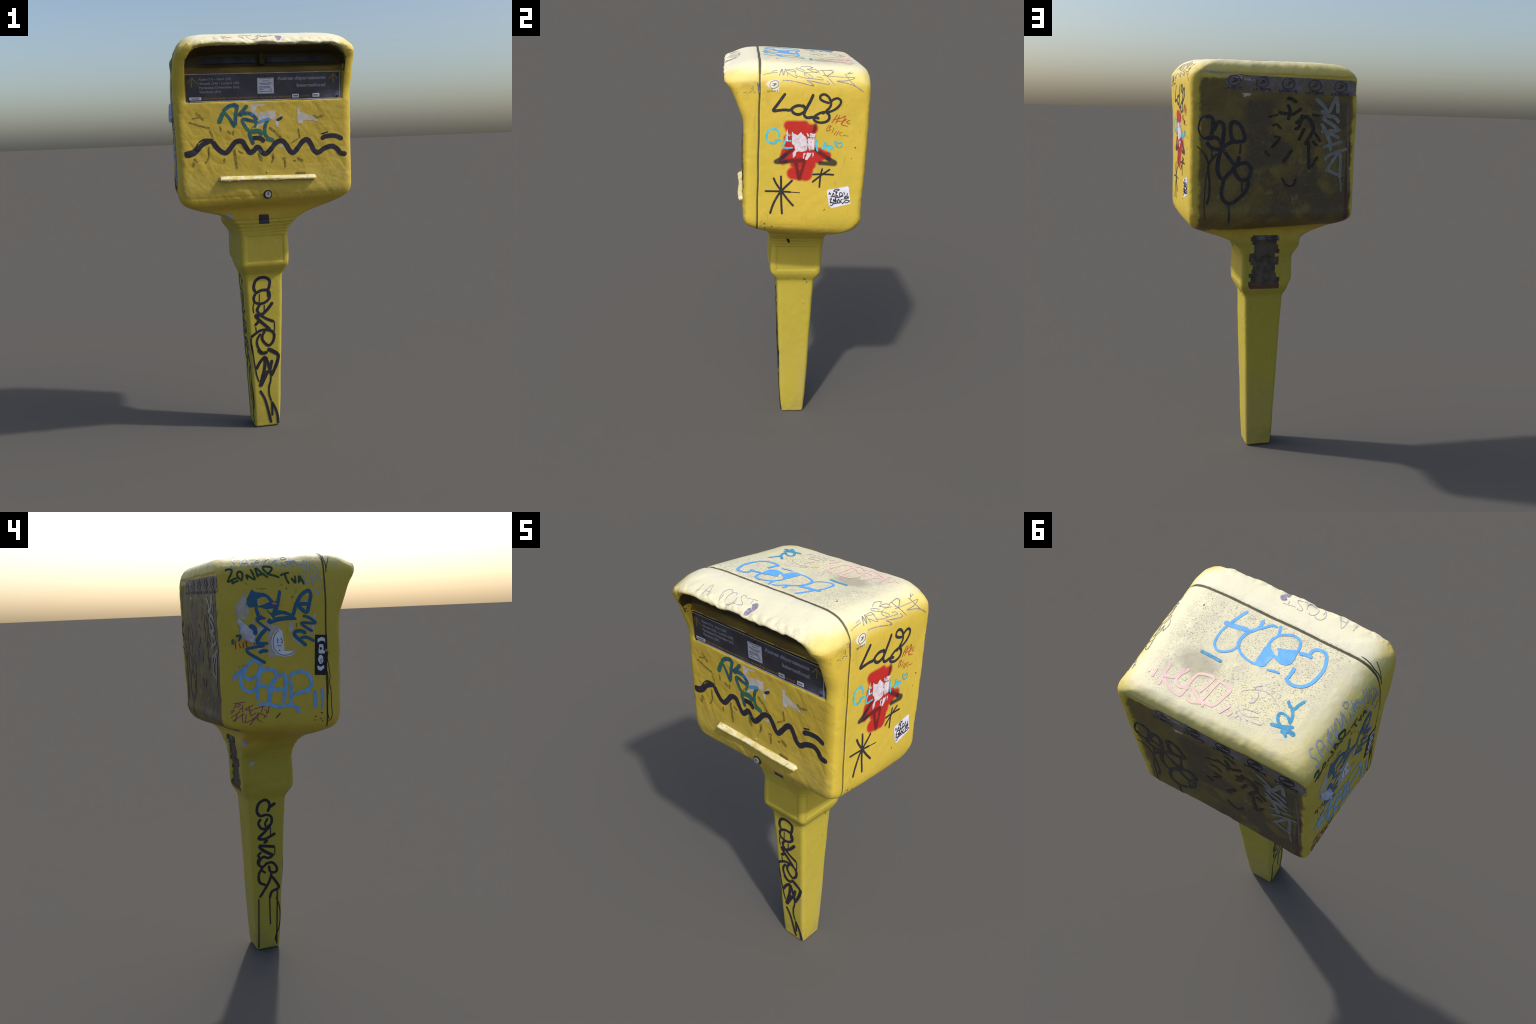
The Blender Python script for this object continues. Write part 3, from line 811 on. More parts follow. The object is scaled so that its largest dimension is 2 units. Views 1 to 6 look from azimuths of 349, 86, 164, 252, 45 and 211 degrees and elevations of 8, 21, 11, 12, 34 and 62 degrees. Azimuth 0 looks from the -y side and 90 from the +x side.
TAGS.append(('badge_sticker', 'badge_paper', 'right', [
    (0.0, [(-122, 1921), (-111, 1920), (-104, 1922), (-92, 1922), (-93, 1906), (-97, 1869), (-117, 1869), (-124, 1882), (-137, 1886), (-150, 1894), (-156, 1905), (-143, 1915)]),
]))
TAGS.append(('badge_sticker_print', 'grey_print', 'right', [
    (2.3, [(-136, 1903), (-131, 1912), (-118, 1917), (-102, 1916), (-97, 1906), (-101, 1894), (-116, 1885), (-130, 1886), (-137, 1895), (-136, 1903)]),
    (0.0, [(-126, 1907), (-106, 1907), (-116, 1902)]),
    (0.0, [(-116, 1903), (-105, 1903), (-113, 1899), (-116, 1896), (-130, 1895), (-121, 1899)]),
    (2.6, [(-146, 1875), (-146, 1869), (-143, 1869)]),
    (2.3, [(-141, 1869), (-139, 1875), (-136, 1869)]),
    (2.3, [(-128, 1868), (-129, 1875), (-124, 1873)]),
    (2.3, [(-119, 1874), (-116, 1875), (-115, 1871), (-119, 1871), (-119, 1874)]),
    (2.3, [(-109, 1876), (-112, 1874), (-109, 1873), (-112, 1871)]),
    (2.3, [(-106, 1876), (-100, 1876)]),
    (2.3, [(-103, 1876), (-103, 1870)]),
    (0.0, [(-195, 1913), (-188, 1904), (-181, 1889), (-179, 1863), (-187, 1862), (-191, 1886)]),
]))
TAGS.append(('seam_scuffs', 'grey_print', 'right', [
    (1.6, [(-207, 1908), (-200, 1912)]),
    (1.6, [(-204, 1900), (-197, 1899)]),
    (1.6, [(-215, 1892), (-210, 1888)]),
    (1.6, [(-211, 1888), (-213, 1877)]),
    (1.6, [(-213, 1877), (-209, 1870)]),
    (1.6, [(-255, 1864), (-246, 1867)]),
    (1.6, [(-246, 1867), (-242, 1863)]),
    (1.6, [(-229, 1866), (-223, 1862)]),
    (1.6, [(-224, 1868), (-215, 1869)]),
    (1.6, [(-209, 1864), (-199, 1865)]),
    (1.6, [(-239, 1861), (-235, 1861)]),
    (1.6, [(-287, 1882), (-285, 1880)]),
    (1.6, [(-284, 1863), (-281, 1861)]),
    (1.6, [(-221, 1885), (-218, 1881)]),
]))
TAGS.append(('rivet_marks', 'rust_dark', 'right', [
    (4.3, [(-163, 1835), (-162, 1834)]),
    (2.8, [(132, 1315), (139, 1324)]),
    (6.0, [(-149, 1254), (-143, 1246)]),
    (6.0, [(-113, 1238), (-109, 1233)]),
    (6.0, [(-148, 1224), (-140, 1223)]),
    (6.7, [(89, 842), (101, 835)]),
    (6.8, [(106, 820), (112, 815)]),
    (5.3, [(96, 691), (98, 688)]),
    (6.5, [(261, 1619), (269, 1618)]),
    (5.2, [(248, 1568), (251, 1567)]),
]))
TAGS.append(('wave_line', 'violet_black_ink', 'front', [
    (23.2, [(-387, 1450), (-363, 1447), (-338, 1456), (-305, 1488), (-276, 1504), (-255, 1505), (-236, 1478), (-212, 1455), (-189, 1451), (-165, 1476), (-143, 1499), (-115, 1501), (-102, 1483), (-88, 1459), (-75, 1446), (-56, 1457), (-43, 1471), (-31, 1465), (-18, 1445), (0, 1439), (22, 1458), (49, 1488), (78, 1496), (99, 1476), (116, 1447), (134, 1439), (157, 1463), (180, 1490), (202, 1497), (219, 1475), (233, 1446), (255, 1435), (285, 1453), (322, 1462), (348, 1449), (366, 1427), (396, 1422)]),
    (21.4, [(269, 1498), (293, 1509), (338, 1511), (378, 1494)]),
    (21.1, [(-68, 1510), (-43, 1514), (-19, 1508), (-9, 1492)]),
    (7.6, [(-384, 1439), (-357, 1437)]),
    (6.4, [(272, 1522), (304, 1530)]),
    (8.3, [(-318, 1502), (-290, 1515), (-255, 1513)]),
    (6.9, [(-387, 1457), (-344, 1469), (-319, 1499)]),
]))
TAGS.append(('green_marker_tag', 'green_marker', 'front', [
    (21.4, [(-220, 1585), (-206, 1618), (-194, 1638)]),
    (17.8, [(-199, 1640), (-168, 1664), (-131, 1670)]),
    (17.0, [(-128, 1671), (-137, 1633), (-143, 1573)]),
    (14.3, [(-191, 1636), (-167, 1606), (-145, 1565)]),
    (17.9, [(-81, 1667), (-100, 1646), (-126, 1619)]),
    (17.0, [(-123, 1619), (-97, 1630), (-64, 1624), (-36, 1595)]),
    (14.4, [(-35, 1587), (-71, 1596), (-107, 1602), (-99, 1575), (-77, 1546)]),
    (9.0, [(-40, 1586), (-52, 1560)]),
    (21.6, [(-81, 1543), (-55, 1544), (-31, 1545), (-13, 1526)]),
    (17.1, [(-79, 1543), (-72, 1518), (-59, 1483)]),
    (14.5, [(17, 1598), (1, 1572), (-2, 1540), (8, 1516), (41, 1499)]),
    (12.7, [(-1, 1506), (41, 1497)]),
    (10.9, [(-36, 1457), (-22, 1444)]),
]))
TAGS.append(('blue_marker_touch', 'blue_marker', 'front', [
    (12.6, [(-33, 1586), (-7, 1594), (23, 1601)]),
    (12.6, [(-68, 1626), (-52, 1618)]),
]))
TAGS.append(('torn_poster_scraps', 'poster_scrap', 'front', [
    (0.0, [(-66, 1670), (7, 1670), (-4, 1663), (-32, 1660), (-41, 1650), (-36, 1644), (-47, 1636), (-28, 1626), (-20, 1633), (13, 1639), (50, 1638), (53, 1615), (46, 1592), (23, 1600), (-25, 1594), (-43, 1616), (-64, 1631), (-67, 1649)]),
    (0.0, [(-37, 1573), (-4, 1585), (-23, 1566), (-40, 1557), (-44, 1563)]),
    (0.0, [(52, 1593), (67, 1591), (62, 1573), (65, 1557), (54, 1563), (48, 1581)]),
    (0.0, [(73, 1618), (83, 1621), (84, 1605), (56, 1592), (52, 1599)]),
    (0.0, [(156, 1653), (174, 1648), (169, 1630), (230, 1608), (255, 1589), (255, 1581), (215, 1589), (186, 1588), (178, 1573), (158, 1572)]),
    (0.0, [(55, 1464), (81, 1482), (84, 1465)]),
]))
TAGS.append(('scrap_mark', 'black_ink', 'front', [
    (12.7, [(56, 1592), (73, 1600), (84, 1608)]),
]))
TAGS.append(('scratches', 'scratch_grey', 'front', [
    (9.0, [(-324, 1639), (-305, 1621), (-289, 1602)]),
    (4.8, [(-344, 1612), (-306, 1618)]),
    (6.9, [(-359, 1597), (-311, 1580), (-263, 1567)]),
    (8.3, [(-263, 1562), (-254, 1534), (-245, 1506)]),
    (5.6, [(-214, 1577), (-210, 1550)]),
    (7.7, [(-152, 1554), (-154, 1530)]),
    (7.0, [(-180, 1552), (-163, 1536)]),
    (6.3, [(-271, 1480), (-273, 1431)]),
    (8.4, [(-150, 1468), (-149, 1440), (-143, 1419)]),
    (9.2, [(19, 1562), (51, 1537), (78, 1508)]),
    (5.0, [(160, 1551), (166, 1512)]),
    (8.5, [(234, 1611), (256, 1603), (288, 1609)]),
    (7.0, [(-39, 1443), (-19, 1414)]),
    (6.4, [(36, 1440), (30, 1415)]),
    (6.3, [(-134, 1457), (-110, 1446)]),
    (4.2, [(-67, 1558), (-52, 1575)]),
    (5.7, [(125, 1485), (169, 1512)]),
    (8.3, [(-345, 1415), (-345, 1391)]),
    (6.3, [(-343, 1429), (-326, 1411)]),
    (6.3, [(-269, 1439), (-281, 1416), (-290, 1406)]),
    (9.1, [(-149, 1435), (-144, 1400), (-140, 1375)]),
    (6.3, [(-36, 1430), (-19, 1405)]),
    (7.1, [(38, 1427), (27, 1396)]),
    (5.7, [(90, 1418), (92, 1372)]),
    (5.0, [(79, 1415), (97, 1414)]),
    (8.5, [(152, 1415), (180, 1396)]),
    (5.7, [(133, 1402), (144, 1400)]),
    (5.6, [(-199, 1426), (-200, 1405)]),
    (8.6, [(138, 1342), (189, 1338)]),
]))
TAGS.append(('white_pen_name', 'pale_blue_pen', 'left_shoulder', [
    (4.5, [(-222, 1154), (-235, 1160), (-251, 1145), (-244, 1120), (-251, 1102), (-262, 1100), (-267, 1114)]),
    (4.5, [(-225, 1107), (-213, 1142), (-194, 1155), (-183, 1142), (-192, 1095)]),
    (4.5, [(-224, 1125), (-182, 1129)]),
    (4.5, [(-131, 1149), (-153, 1135), (-165, 1110), (-164, 1095), (-147, 1102)]),
    (4.5, [(-173, 1123), (-133, 1131)]),
    (4.5, [(-119, 1145), (-133, 1100), (-107, 1133), (-83, 1145), (-93, 1106), (-74, 1119), (-54, 1142), (-65, 1096)]),
    (4.5, [(-33, 1121), (-37, 1101), (-48, 1092)]),
    (4.5, [(-37, 1101), (-25, 1095), (-17, 1088)]),
    (4.6, [(-32, 1149), (-17, 1154), (-8, 1144), (-24, 1134), (-33, 1143)]),
    (4.5, [(-21, 1118), (28, 1120)]),
    (4.5, [(6, 1135), (-12, 1095)]),
    (4.5, [(13, 1113), (-16, 1104)]),
    (4.5, [(2, 1114), (4, 1095)]),
    (4.5, [(17, 1113), (38, 1092)]),
    (4.5, [(13, 1097), (15, 1085)]),
]))
TAGS.append(('white_pen_scrawl', 'pale_blue_pen', 'left', [
    (3.3, [(71, 1962), (41, 1922)]),
    (3.3, [(83, 1958), (58, 1905)]),
    (3.3, [(44, 1943), (75, 1937)]),
    (3.3, [(93, 1947), (65, 1899)]),
    (3.3, [(74, 1929), (115, 1940)]),
    (3.3, [(113, 1930), (110, 1924), (123, 1925)]),
    (3.3, [(70, 1892), (80, 1914), (94, 1920), (88, 1874)]),
    (3.3, [(81, 1874), (122, 1917), (122, 1897), (94, 1879)]),
    (3.3, [(115, 1891), (140, 1882), (130, 1891)]),
    (3.3, [(92, 1867), (114, 1881), (140, 1880)]),
    (3.3, [(34, 1904), (52, 1895), (64, 1872), (67, 1852)]),
    (3.3, [(51, 1874), (72, 1866), (82, 1854)]),
    (3.3, [(139, 1870), (113, 1870), (93, 1857), (107, 1838), (114, 1806), (131, 1842)]),
]))
TAGS.append(('dark_green_name', 'dark_green_ink', 'left', [
    (8.5, [(-299, 1920), (-288, 1926), (-268, 1924), (-273, 1906), (-287, 1875), (-259, 1886), (-238, 1891)]),
    (8.5, [(-222, 1875), (-242, 1895), (-244, 1911), (-231, 1916), (-221, 1904), (-224, 1879)]),
    (8.5, [(-238, 1879), (-253, 1874), (-268, 1867), (-264, 1878)]),
    (8.5, [(-197, 1880), (-204, 1900), (-184, 1890), (-166, 1881), (-175, 1907), (-185, 1925)]),
    (8.6, [(-152, 1889), (-161, 1929), (-133, 1906), (-106, 1887)]),
    (8.6, [(-156, 1899), (-120, 1904)]),
    (8.6, [(-109, 1905), (-125, 1922), (-123, 1934), (-100, 1933), (-86, 1927), (-99, 1909), (-109, 1903), (-78, 1895), (-55, 1886)]),
    (8.6, [(-53, 1895), (-29, 1903), (-10, 1906)]),
    (8.6, [(-33, 1905), (-24, 1879), (-13, 1857)]),
    (8.7, [(-3, 1884), (16, 1862), (15, 1893)]),
    (8.7, [(31, 1859), (35, 1889), (47, 1873), (56, 1852)]),
    (8.7, [(34, 1871), (51, 1871)]),
]))
TAGS.append(('blue_marker_word', 'blue_green_marker', 'left', [
    (0.0, [(-185, 1839), (-166, 1827), (-130, 1823), (-110, 1812), (-88, 1787), (-76, 1785), (-63, 1834), (-50, 1826), (-59, 1786), (-69, 1747), (-34, 1741), (-4, 1727), (17, 1706), (12, 1700), (-32, 1701), (-68, 1698), (-108, 1686), (-123, 1696), (-112, 1713), (-91, 1704), (-98, 1720), (-115, 1740), (-124, 1751), (-147, 1761), (-170, 1762), (-200, 1763), (-211, 1777), (-209, 1798)]),
    (15.7, [(-170, 1762), (-162, 1735), (-158, 1718), (-172, 1709)]),
    (19.1, [(-172, 1707), (-149, 1717), (-126, 1716)]),
    (11.2, [(-168, 1705), (-136, 1679), (-107, 1658)]),
    (18.0, [(-125, 1668), (-152, 1642), (-171, 1612)]),
    (13.5, [(-176, 1608), (-118, 1603)]),
    (13.5, [(-224, 1583), (-186, 1590), (-135, 1595)]),
    (13.6, [(-221, 1581), (-208, 1565), (-174, 1543), (-133, 1518)]),
    (15.8, [(-164, 1565), (-145, 1572), (-120, 1571)]),
    (17.0, [(-1, 1720), (16, 1770), (41, 1809), (73, 1826), (83, 1805), (75, 1775), (62, 1733), (23, 1761)]),
    (15.9, [(12, 1768), (52, 1769), (84, 1768)]),
    (13.6, [(25, 1757), (53, 1736)]),
    (12.5, [(43, 1718), (73, 1708), (101, 1684), (38, 1687), (58, 1666), (89, 1647)]),
    (16.0, [(58, 1639), (37, 1651), (8, 1650), (6, 1633), (31, 1609), (59, 1585)]),
    (13.7, [(29, 1618), (50, 1624), (71, 1618), (97, 1603)]),
    (20.2, [(-203, 1684), (-183, 1677), (-177, 1661), (-177, 1643)]),
    (11.2, [(-267, 1643), (-245, 1642), (-252, 1620)]),
    (11.2, [(-279, 1631), (-280, 1606)]),
]))
TAGS.append(('bare_window_in_word', 'yellow_touch', 'left', [
    (0.0, [(-161, 1797), (-140, 1806), (-122, 1804), (-106, 1784), (-133, 1774), (-158, 1767), (-163, 1786)]),
    (0.0, [(-117, 1753), (-90, 1755), (-98, 1735), (-115, 1744)]),
    (0.0, [(-79, 1723), (-50, 1728), (-18, 1721), (-65, 1718), (-88, 1715)]),
    (0.0, [(-147, 1755), (-120, 1753), (-116, 1725), (-121, 1716), (-139, 1721), (-148, 1735)]),
    (0.0, [(35, 1778), (55, 1804), (75, 1817), (68, 1777)]),
]))
TAGS.append(('orange_spots', 'orange_spot', 'left', [
    (0.0, [(-97, 1779), (-86, 1783), (-72, 1776), (-77, 1770), (-93, 1771)]),
    (11.3, [(-257, 1506), (-252, 1508)]),
    (12.4, [(-236, 1507), (-233, 1518)]),
    (9.0, [(-220, 1513), (-218, 1508)]),
    (5.4, [(-63, 1764), (-54, 1766)]),
    (7.0, [(-51, 1853), (-44, 1858)]),
]))
TAGS.append(('paper_residue', 'paper_residue', 'left', [
    (0.0, [(-219, 1831), (-213, 1807), (-205, 1796), (-199, 1772), (-203, 1737), (-218, 1709), (-234, 1712), (-263, 1733), (-261, 1776), (-240, 1793)]),
    (0.0, [(-118, 1665), (-71, 1674), (-81, 1657), (-100, 1646), (-106, 1602), (-96, 1568), (-78, 1544), (-121, 1541), (-118, 1614)]),
    (0.0, [(-167, 1676), (-132, 1679), (-152, 1636), (-148, 1609), (-165, 1609)]),
    (0.0, [(-168, 1594), (-144, 1593), (-155, 1564), (-168, 1572)]),
    (0.0, [(-21, 1690), (-2, 1691), (-1, 1649), (-20, 1647)]),
    (0.0, [(90, 1723), (104, 1725), (98, 1671), (88, 1626), (79, 1631)]),
    (0.0, [(-126, 1699), (-103, 1684), (-50, 1678), (-69, 1665), (-113, 1669)]),
    (0.0, [(-198, 1693), (-172, 1705), (-178, 1688)]),
    (0.0, [(-16, 1636), (12, 1616), (49, 1585), (30, 1588), (-7, 1613)]),
]))
TAGS.append(('torn_round_sticker', 'sticker_white', 'left', [
    (0.0, [(-67, 1666), (-53, 1655), (-47, 1615), (-44, 1567), (6, 1567), (4, 1556), (-18, 1543), (-49, 1542), (-82, 1551), (-100, 1577), (-106, 1609), (-98, 1637), (-83, 1657)]),
]))
TAGS.append(('round_sticker_print', 'grey_print', 'left', [
    (3.2, [(-67, 1659), (-84, 1646), (-94, 1624), (-96, 1599), (-89, 1574), (-70, 1555), (-44, 1548), (-16, 1552), (4, 1565)]),
    (3.2, [(-56, 1626), (-60, 1620), (-52, 1614), (-58, 1604), (-51, 1602)]),
    (4.5, [(-75, 1625), (-76, 1603)]),
    (2.7, [(-79, 1592), (-57, 1591)]),
    (5.5, [(-72, 1571), (-64, 1571)]),
]))
TAGS.append(('yellow_striped_scrap', 'scrap_amber', 'left', [
    (0.0, [(-270, 1626), (-250, 1631), (-180, 1621), (-181, 1601), (-200, 1591), (-267, 1582)]),
]))
TAGS.append(('scrap_stripes', 'black_ink', 'left', [
    (3.1, [(-269, 1621), (-266, 1586)]),
    (3.1, [(-250, 1609), (-246, 1589)]),
    (3.1, [(-233, 1617), (-233, 1588)]),
    (3.1, [(-221, 1621), (-216, 1591)]),
    (3.2, [(-184, 1619), (-182, 1601)]),
]))
TAGS.append(('black_strip_sticker', 'sticker_black', 'left', [
    (0.0, [(99, 1632), (155, 1629), (156, 1538), (150, 1449), (94, 1452)]),
]))
TAGS.append(('black_strip_letters', 'sticker_white', 'left', [
    (0.0, [(128, 1621), (143, 1615), (145, 1594), (138, 1603), (123, 1604), (110, 1596), (109, 1612)]),
    (0.0, [(116, 1589), (135, 1588), (137, 1572), (136, 1560), (143, 1559), (141, 1546), (114, 1548), (113, 1560), (116, 1575)]),
    (0.0, [(115, 1538), (125, 1542), (134, 1532), (135, 1511), (126, 1500), (117, 1502), (110, 1520)]),
    (0.0, [(108, 1495), (121, 1487), (138, 1494), (138, 1481), (123, 1469), (111, 1474), (106, 1483)]),
]))
TAGS.append(('black_strip_counters', 'sticker_black', 'left', [
    (0.0, [(120, 1575), (127, 1576), (130, 1568), (124, 1562), (119, 1567)]),
    (2.8, [(122, 1521), (125, 1505)]),
    (2.8, [(127, 1526), (130, 1516)]),
]))
TAGS.append(('light_blue_word', 'light_blue_paint', 'left', [
    (16.2, [(-277, 1476), (-278, 1449)]),
    (16.3, [(-275, 1467), (-251, 1488), (-212, 1519), (-189, 1534), (-161, 1523), (-159, 1498), (-177, 1465), (-206, 1451), (-229, 1460), (-235, 1480), (-220, 1506)]),
    (16.4, [(-249, 1483), (-251, 1438), (-238, 1408), (-211, 1397), (-184, 1407), (-171, 1438), (-163, 1471), (-143, 1488), (-115, 1491), (-92, 1479), (-90, 1456)]),
    (16.4, [(-174, 1424), (-176, 1354)]),
    (16.5, [(-172, 1427), (-125, 1410), (-50, 1389)]),
    (22.9, [(-91, 1451), (-114, 1407), (-126, 1334)]),
    (16.5, [(-88, 1451), (-69, 1461), (-50, 1462), (-43, 1430), (-48, 1389), (-57, 1336)]),
    (16.6, [(-22, 1442), (-21, 1387), (-23, 1329)]),
    (16.6, [(-29, 1447), (-4, 1466), (32, 1469), (61, 1458), (77, 1427), (71, 1397), (44, 1383), (-10, 1368)]),
    (16.2, [(44, 1383), (73, 1381)]),
    (16.6, [(-176, 1337), (-126, 1333), (-81, 1320), (-33, 1320), (7, 1309), (14, 1282)]),
    (16.8, [(93, 1382), (91, 1303)]),
    (18.6, [(125, 1388), (128, 1366)]),
    (14.0, [(128, 1366), (131, 1331)]),
    (6.1, [(131, 1331), (121, 1291)]),
]))
TAGS.append(('magenta_pen_words', 'magenta_pen', 'left', [
    (3.9, [(-290, 1348), (-234, 1351)]),
    (3.9, [(-277, 1345), (-291, 1323)]),
    (3.9, [(-274, 1345), (-258, 1342), (-265, 1333), (-289, 1332)]),
    (3.9, [(-246, 1340), (-250, 1306)]),
    (3.9, [(-264, 1319), (-247, 1327)]),
    (3.9, [(-198, 1335), (-236, 1317), (-198, 1312)]),
    (3.9, [(-219, 1331), (-215, 1304)]),
    (3.9, [(-196, 1316), (-155, 1325), (-127, 1325), (-133, 1291)]),
    (3.9, [(-154, 1325), (-163, 1298)]),
    (3.9, [(-304, 1315), (-287, 1317), (-304, 1303)]),
    (3.9, [(-305, 1285), (-269, 1305), (-259, 1316)]),
    (3.9, [(-274, 1304), (-284, 1265)]),
    (3.9, [(-297, 1268), (-251, 1295), (-241, 1296)]),
    (3.9, [(-250, 1302), (-245, 1260), (-185, 1274)]),
    (3.9, [(-232, 1296), (-238, 1261)]),
    (3.9, [(-212, 1308), (-213, 1287), (-185, 1299)]),
    (3.9, [(-216, 1245), (-175, 1296), (-181, 1271), (-159, 1255)]),
    (3.9, [(-177, 1299), (-135, 1278)]),
    (3.9, [(-152, 1271), (-145, 1282)]),
    (3.9, [(-141, 1310), (-148, 1308)]),
    (3.9, [(-137, 1307), (-138, 1289)]),
    (3.9, [(-212, 1264), (-195, 1277), (-186, 1269)]),
]))
TAGS.append(('crack_line', 'crack_dark', 'left', [
    (3.3, [(159, 1554), (155, 1526), (162, 1482), (166, 1440), (163, 1417), (169, 1375), (170, 1316), (171, 1257), (156, 1236)]),
    (3.3, [(151, 1473), (156, 1450), (156, 1376), (152, 1329), (152, 1282), (156, 1248)]),
    (3.4, [(172, 1992), (163, 1965), (163, 1929), (161, 1902)]),
    (2.5, [(191, 1973), (176, 1949), (165, 1922)]),
]))
TAGS.append(('bolt_marks', 'rust_dark', 'left', [
    (4.2, [(89, 1261), (94, 1264), (99, 1260)]),
    (4.2, [(85, 1245), (94, 1247)]),
    (3.7, [(118, 1275), (123, 1280), (127, 1272)]),
    (3.8, [(114, 1249), (123, 1253)]),
    (4.7, [(124, 1241), (130, 1238)]),
    (5.5, [(-95, 1268), (-73, 1291)]),
    (5.8, [(139, 1832), (141, 1831)]),
    (3.3, [(-161, 1841), (-157, 1844)]),
    (2.0, [(-149, 1840), (-117, 1840)]),
    (2.8, [(-212, 1869), (-209, 1865)]),
    (2.8, [(-204, 1865), (-203, 1860)]),
    (2.5, [(-26, 1843), (-26, 1833)]),
    (3.2, [(-4, 1795), (1, 1806)]),
    (3.2, [(14, 1668), (14, 1688)]),
]))
TAGS.append(('post_front_scrawl', 'violet_black_ink', 'front', [
    (15.2, [(-38, 733), (-48, 760), (-39, 793), (-16, 810), (15, 809), (35, 793), (34, 768), (24, 746), (-9, 744), (-38, 730)]),
    (13.9, [(-38, 730), (-48, 711), (-45, 685), (-17, 674), (12, 681), (33, 702), (33, 728), (25, 743)]),
    (11.1, [(25, 743), (25, 705)]),
    (5.0, [(-19, 726), (-21, 683)]),
    (5.6, [(-49, 680), (-54, 654), (-50, 625)]),
    (5.6, [(5, 667), (4, 635)]),
    (13.9, [(-17, 672), (-33, 641), (-18, 617)]),
    (16.7, [(50, 678), (17, 637), (-15, 614), (-46, 616)]),
    (16.8, [(-46, 616), (-25, 589), (1, 563), (34, 531)]),
    (14.0, [(-18, 614), (16, 591), (55, 573)]),
    (15.4, [(-19, 588), (-48, 559)]),
    (5.1, [(57, 573), (56, 521)]),
    (5.6, [(-43, 552), (-40, 526)]),
    (14.0, [(-69, 499), (-26, 528), (9, 533), (43, 522), (54, 497), (44, 463), (21, 447), (-5, 473), (-10, 500), (6, 528)]),
    (12.6, [(-18, 515), (-36, 485), (-37, 453), (-20, 419), (5, 404)]),
    (6.7, [(-69, 496), (-68, 452), (-61, 405)]),
    (16.9, [(15, 427), (35, 422), (72, 398)]),
    (17.0, [(15, 426), (46, 411), (72, 391), (68, 356), (50, 312), (31, 275)]),
    (16.9, [(-34, 431), (-15, 408), (17, 411)]),
    (6.2, [(-65, 457), (-56, 368), (-50, 322)]),
    (15.5, [(5, 391), (-22, 364), (-46, 322)]),
    (6.8, [(-49, 322), (-44, 289), (-33, 252)]),
    (15.6, [(2, 391), (-2, 323), (-28, 228)]),
    (21.3, [(15, 310), (-28, 225)]),
    (15.6, [(5, 388), (21, 336), (35, 281)]),
    (14.2, [(39, 367), (29, 314)]),
    (8.6, [(31, 275), (28, 246), (21, 225), (20, 180), (31, 140)]),
    (12.6, [(-29, 204), (-6, 159), (7, 115), (18, 64), (29, 16)]),
    (12.7, [(31, 137), (48, 104), (62, 59), (66, 8)]),
    (10.3, [(34, 130), (35, 56)]),
]))
TAGS.append(('post_edge_drip', 'violet_black_ink', 'left', [
    (6.3, [(-13, 282), (5, 216), (2, 125), (-23, 57), (-13, 24)]),
]))
TAGS.append(('post_side_scrawl', 'violet_black_ink', 'left', [
    (15.0, [(-86, 729), (-106, 755), (-102, 788), (-85, 809), (-59, 815), (-41, 798), (-40, 775), (-51, 751)]),
    (16.4, [(-45, 773), (-27, 782), (-7, 794)]),
    (13.7, [(-86, 729), (-69, 736), (-43, 733), (-29, 716), (-32, 688), (-47, 675), (-65, 663), (-88, 669), (-100, 697), (-86, 718)]),
    (11.0, [(-49, 719), (-64, 692), (-61, 674)]),
    (15.2, [(-35, 680), (-68, 647), (-101, 616), (-66, 609), (-31, 624), (-10, 633)]),
    (6.1, [(-37, 668), (-37, 631)]),
    (15.2, [(-76, 587), (-52, 601)]),
    (15.2, [(-102, 578), (-61, 570), (-15, 561)]),
    (16.6, [(-102, 575), (-82, 552), (-56, 534), (-22, 514)]),
    (5.0, [(-15, 558), (-17, 517)]),
    (12.5, [(-88, 542), (-106, 526), (-95, 510)]),
    (13.9, [(-28, 512), (-54, 505), (-77, 514), (-98, 499), (-105, 476)]),
    (13.3, [(-103, 509), (-108, 480), (-83, 460), (-58, 482)]),
    (13.4, [(-66, 474), (-33, 478), (-8, 449), (-13, 424), (-42, 429), (-50, 464)]),
    (13.4, [(-83, 460), (-105, 422), (-102, 379), (-69, 357)]),
    (13.5, [(-34, 428), (-52, 371), (-104, 294)]),
    (13.5, [(-34, 402), (2, 337), (-36, 317), (-50, 281)]),
    (6.4, [(-109, 287), (-116, 10)]),
    (6.4, [(-50, 281), (-49, 135)]),
    (6.4, [(-6, 325), (-17, 19)]),
    (11.0, [(-68, 424), (-92, 445)]),
]))
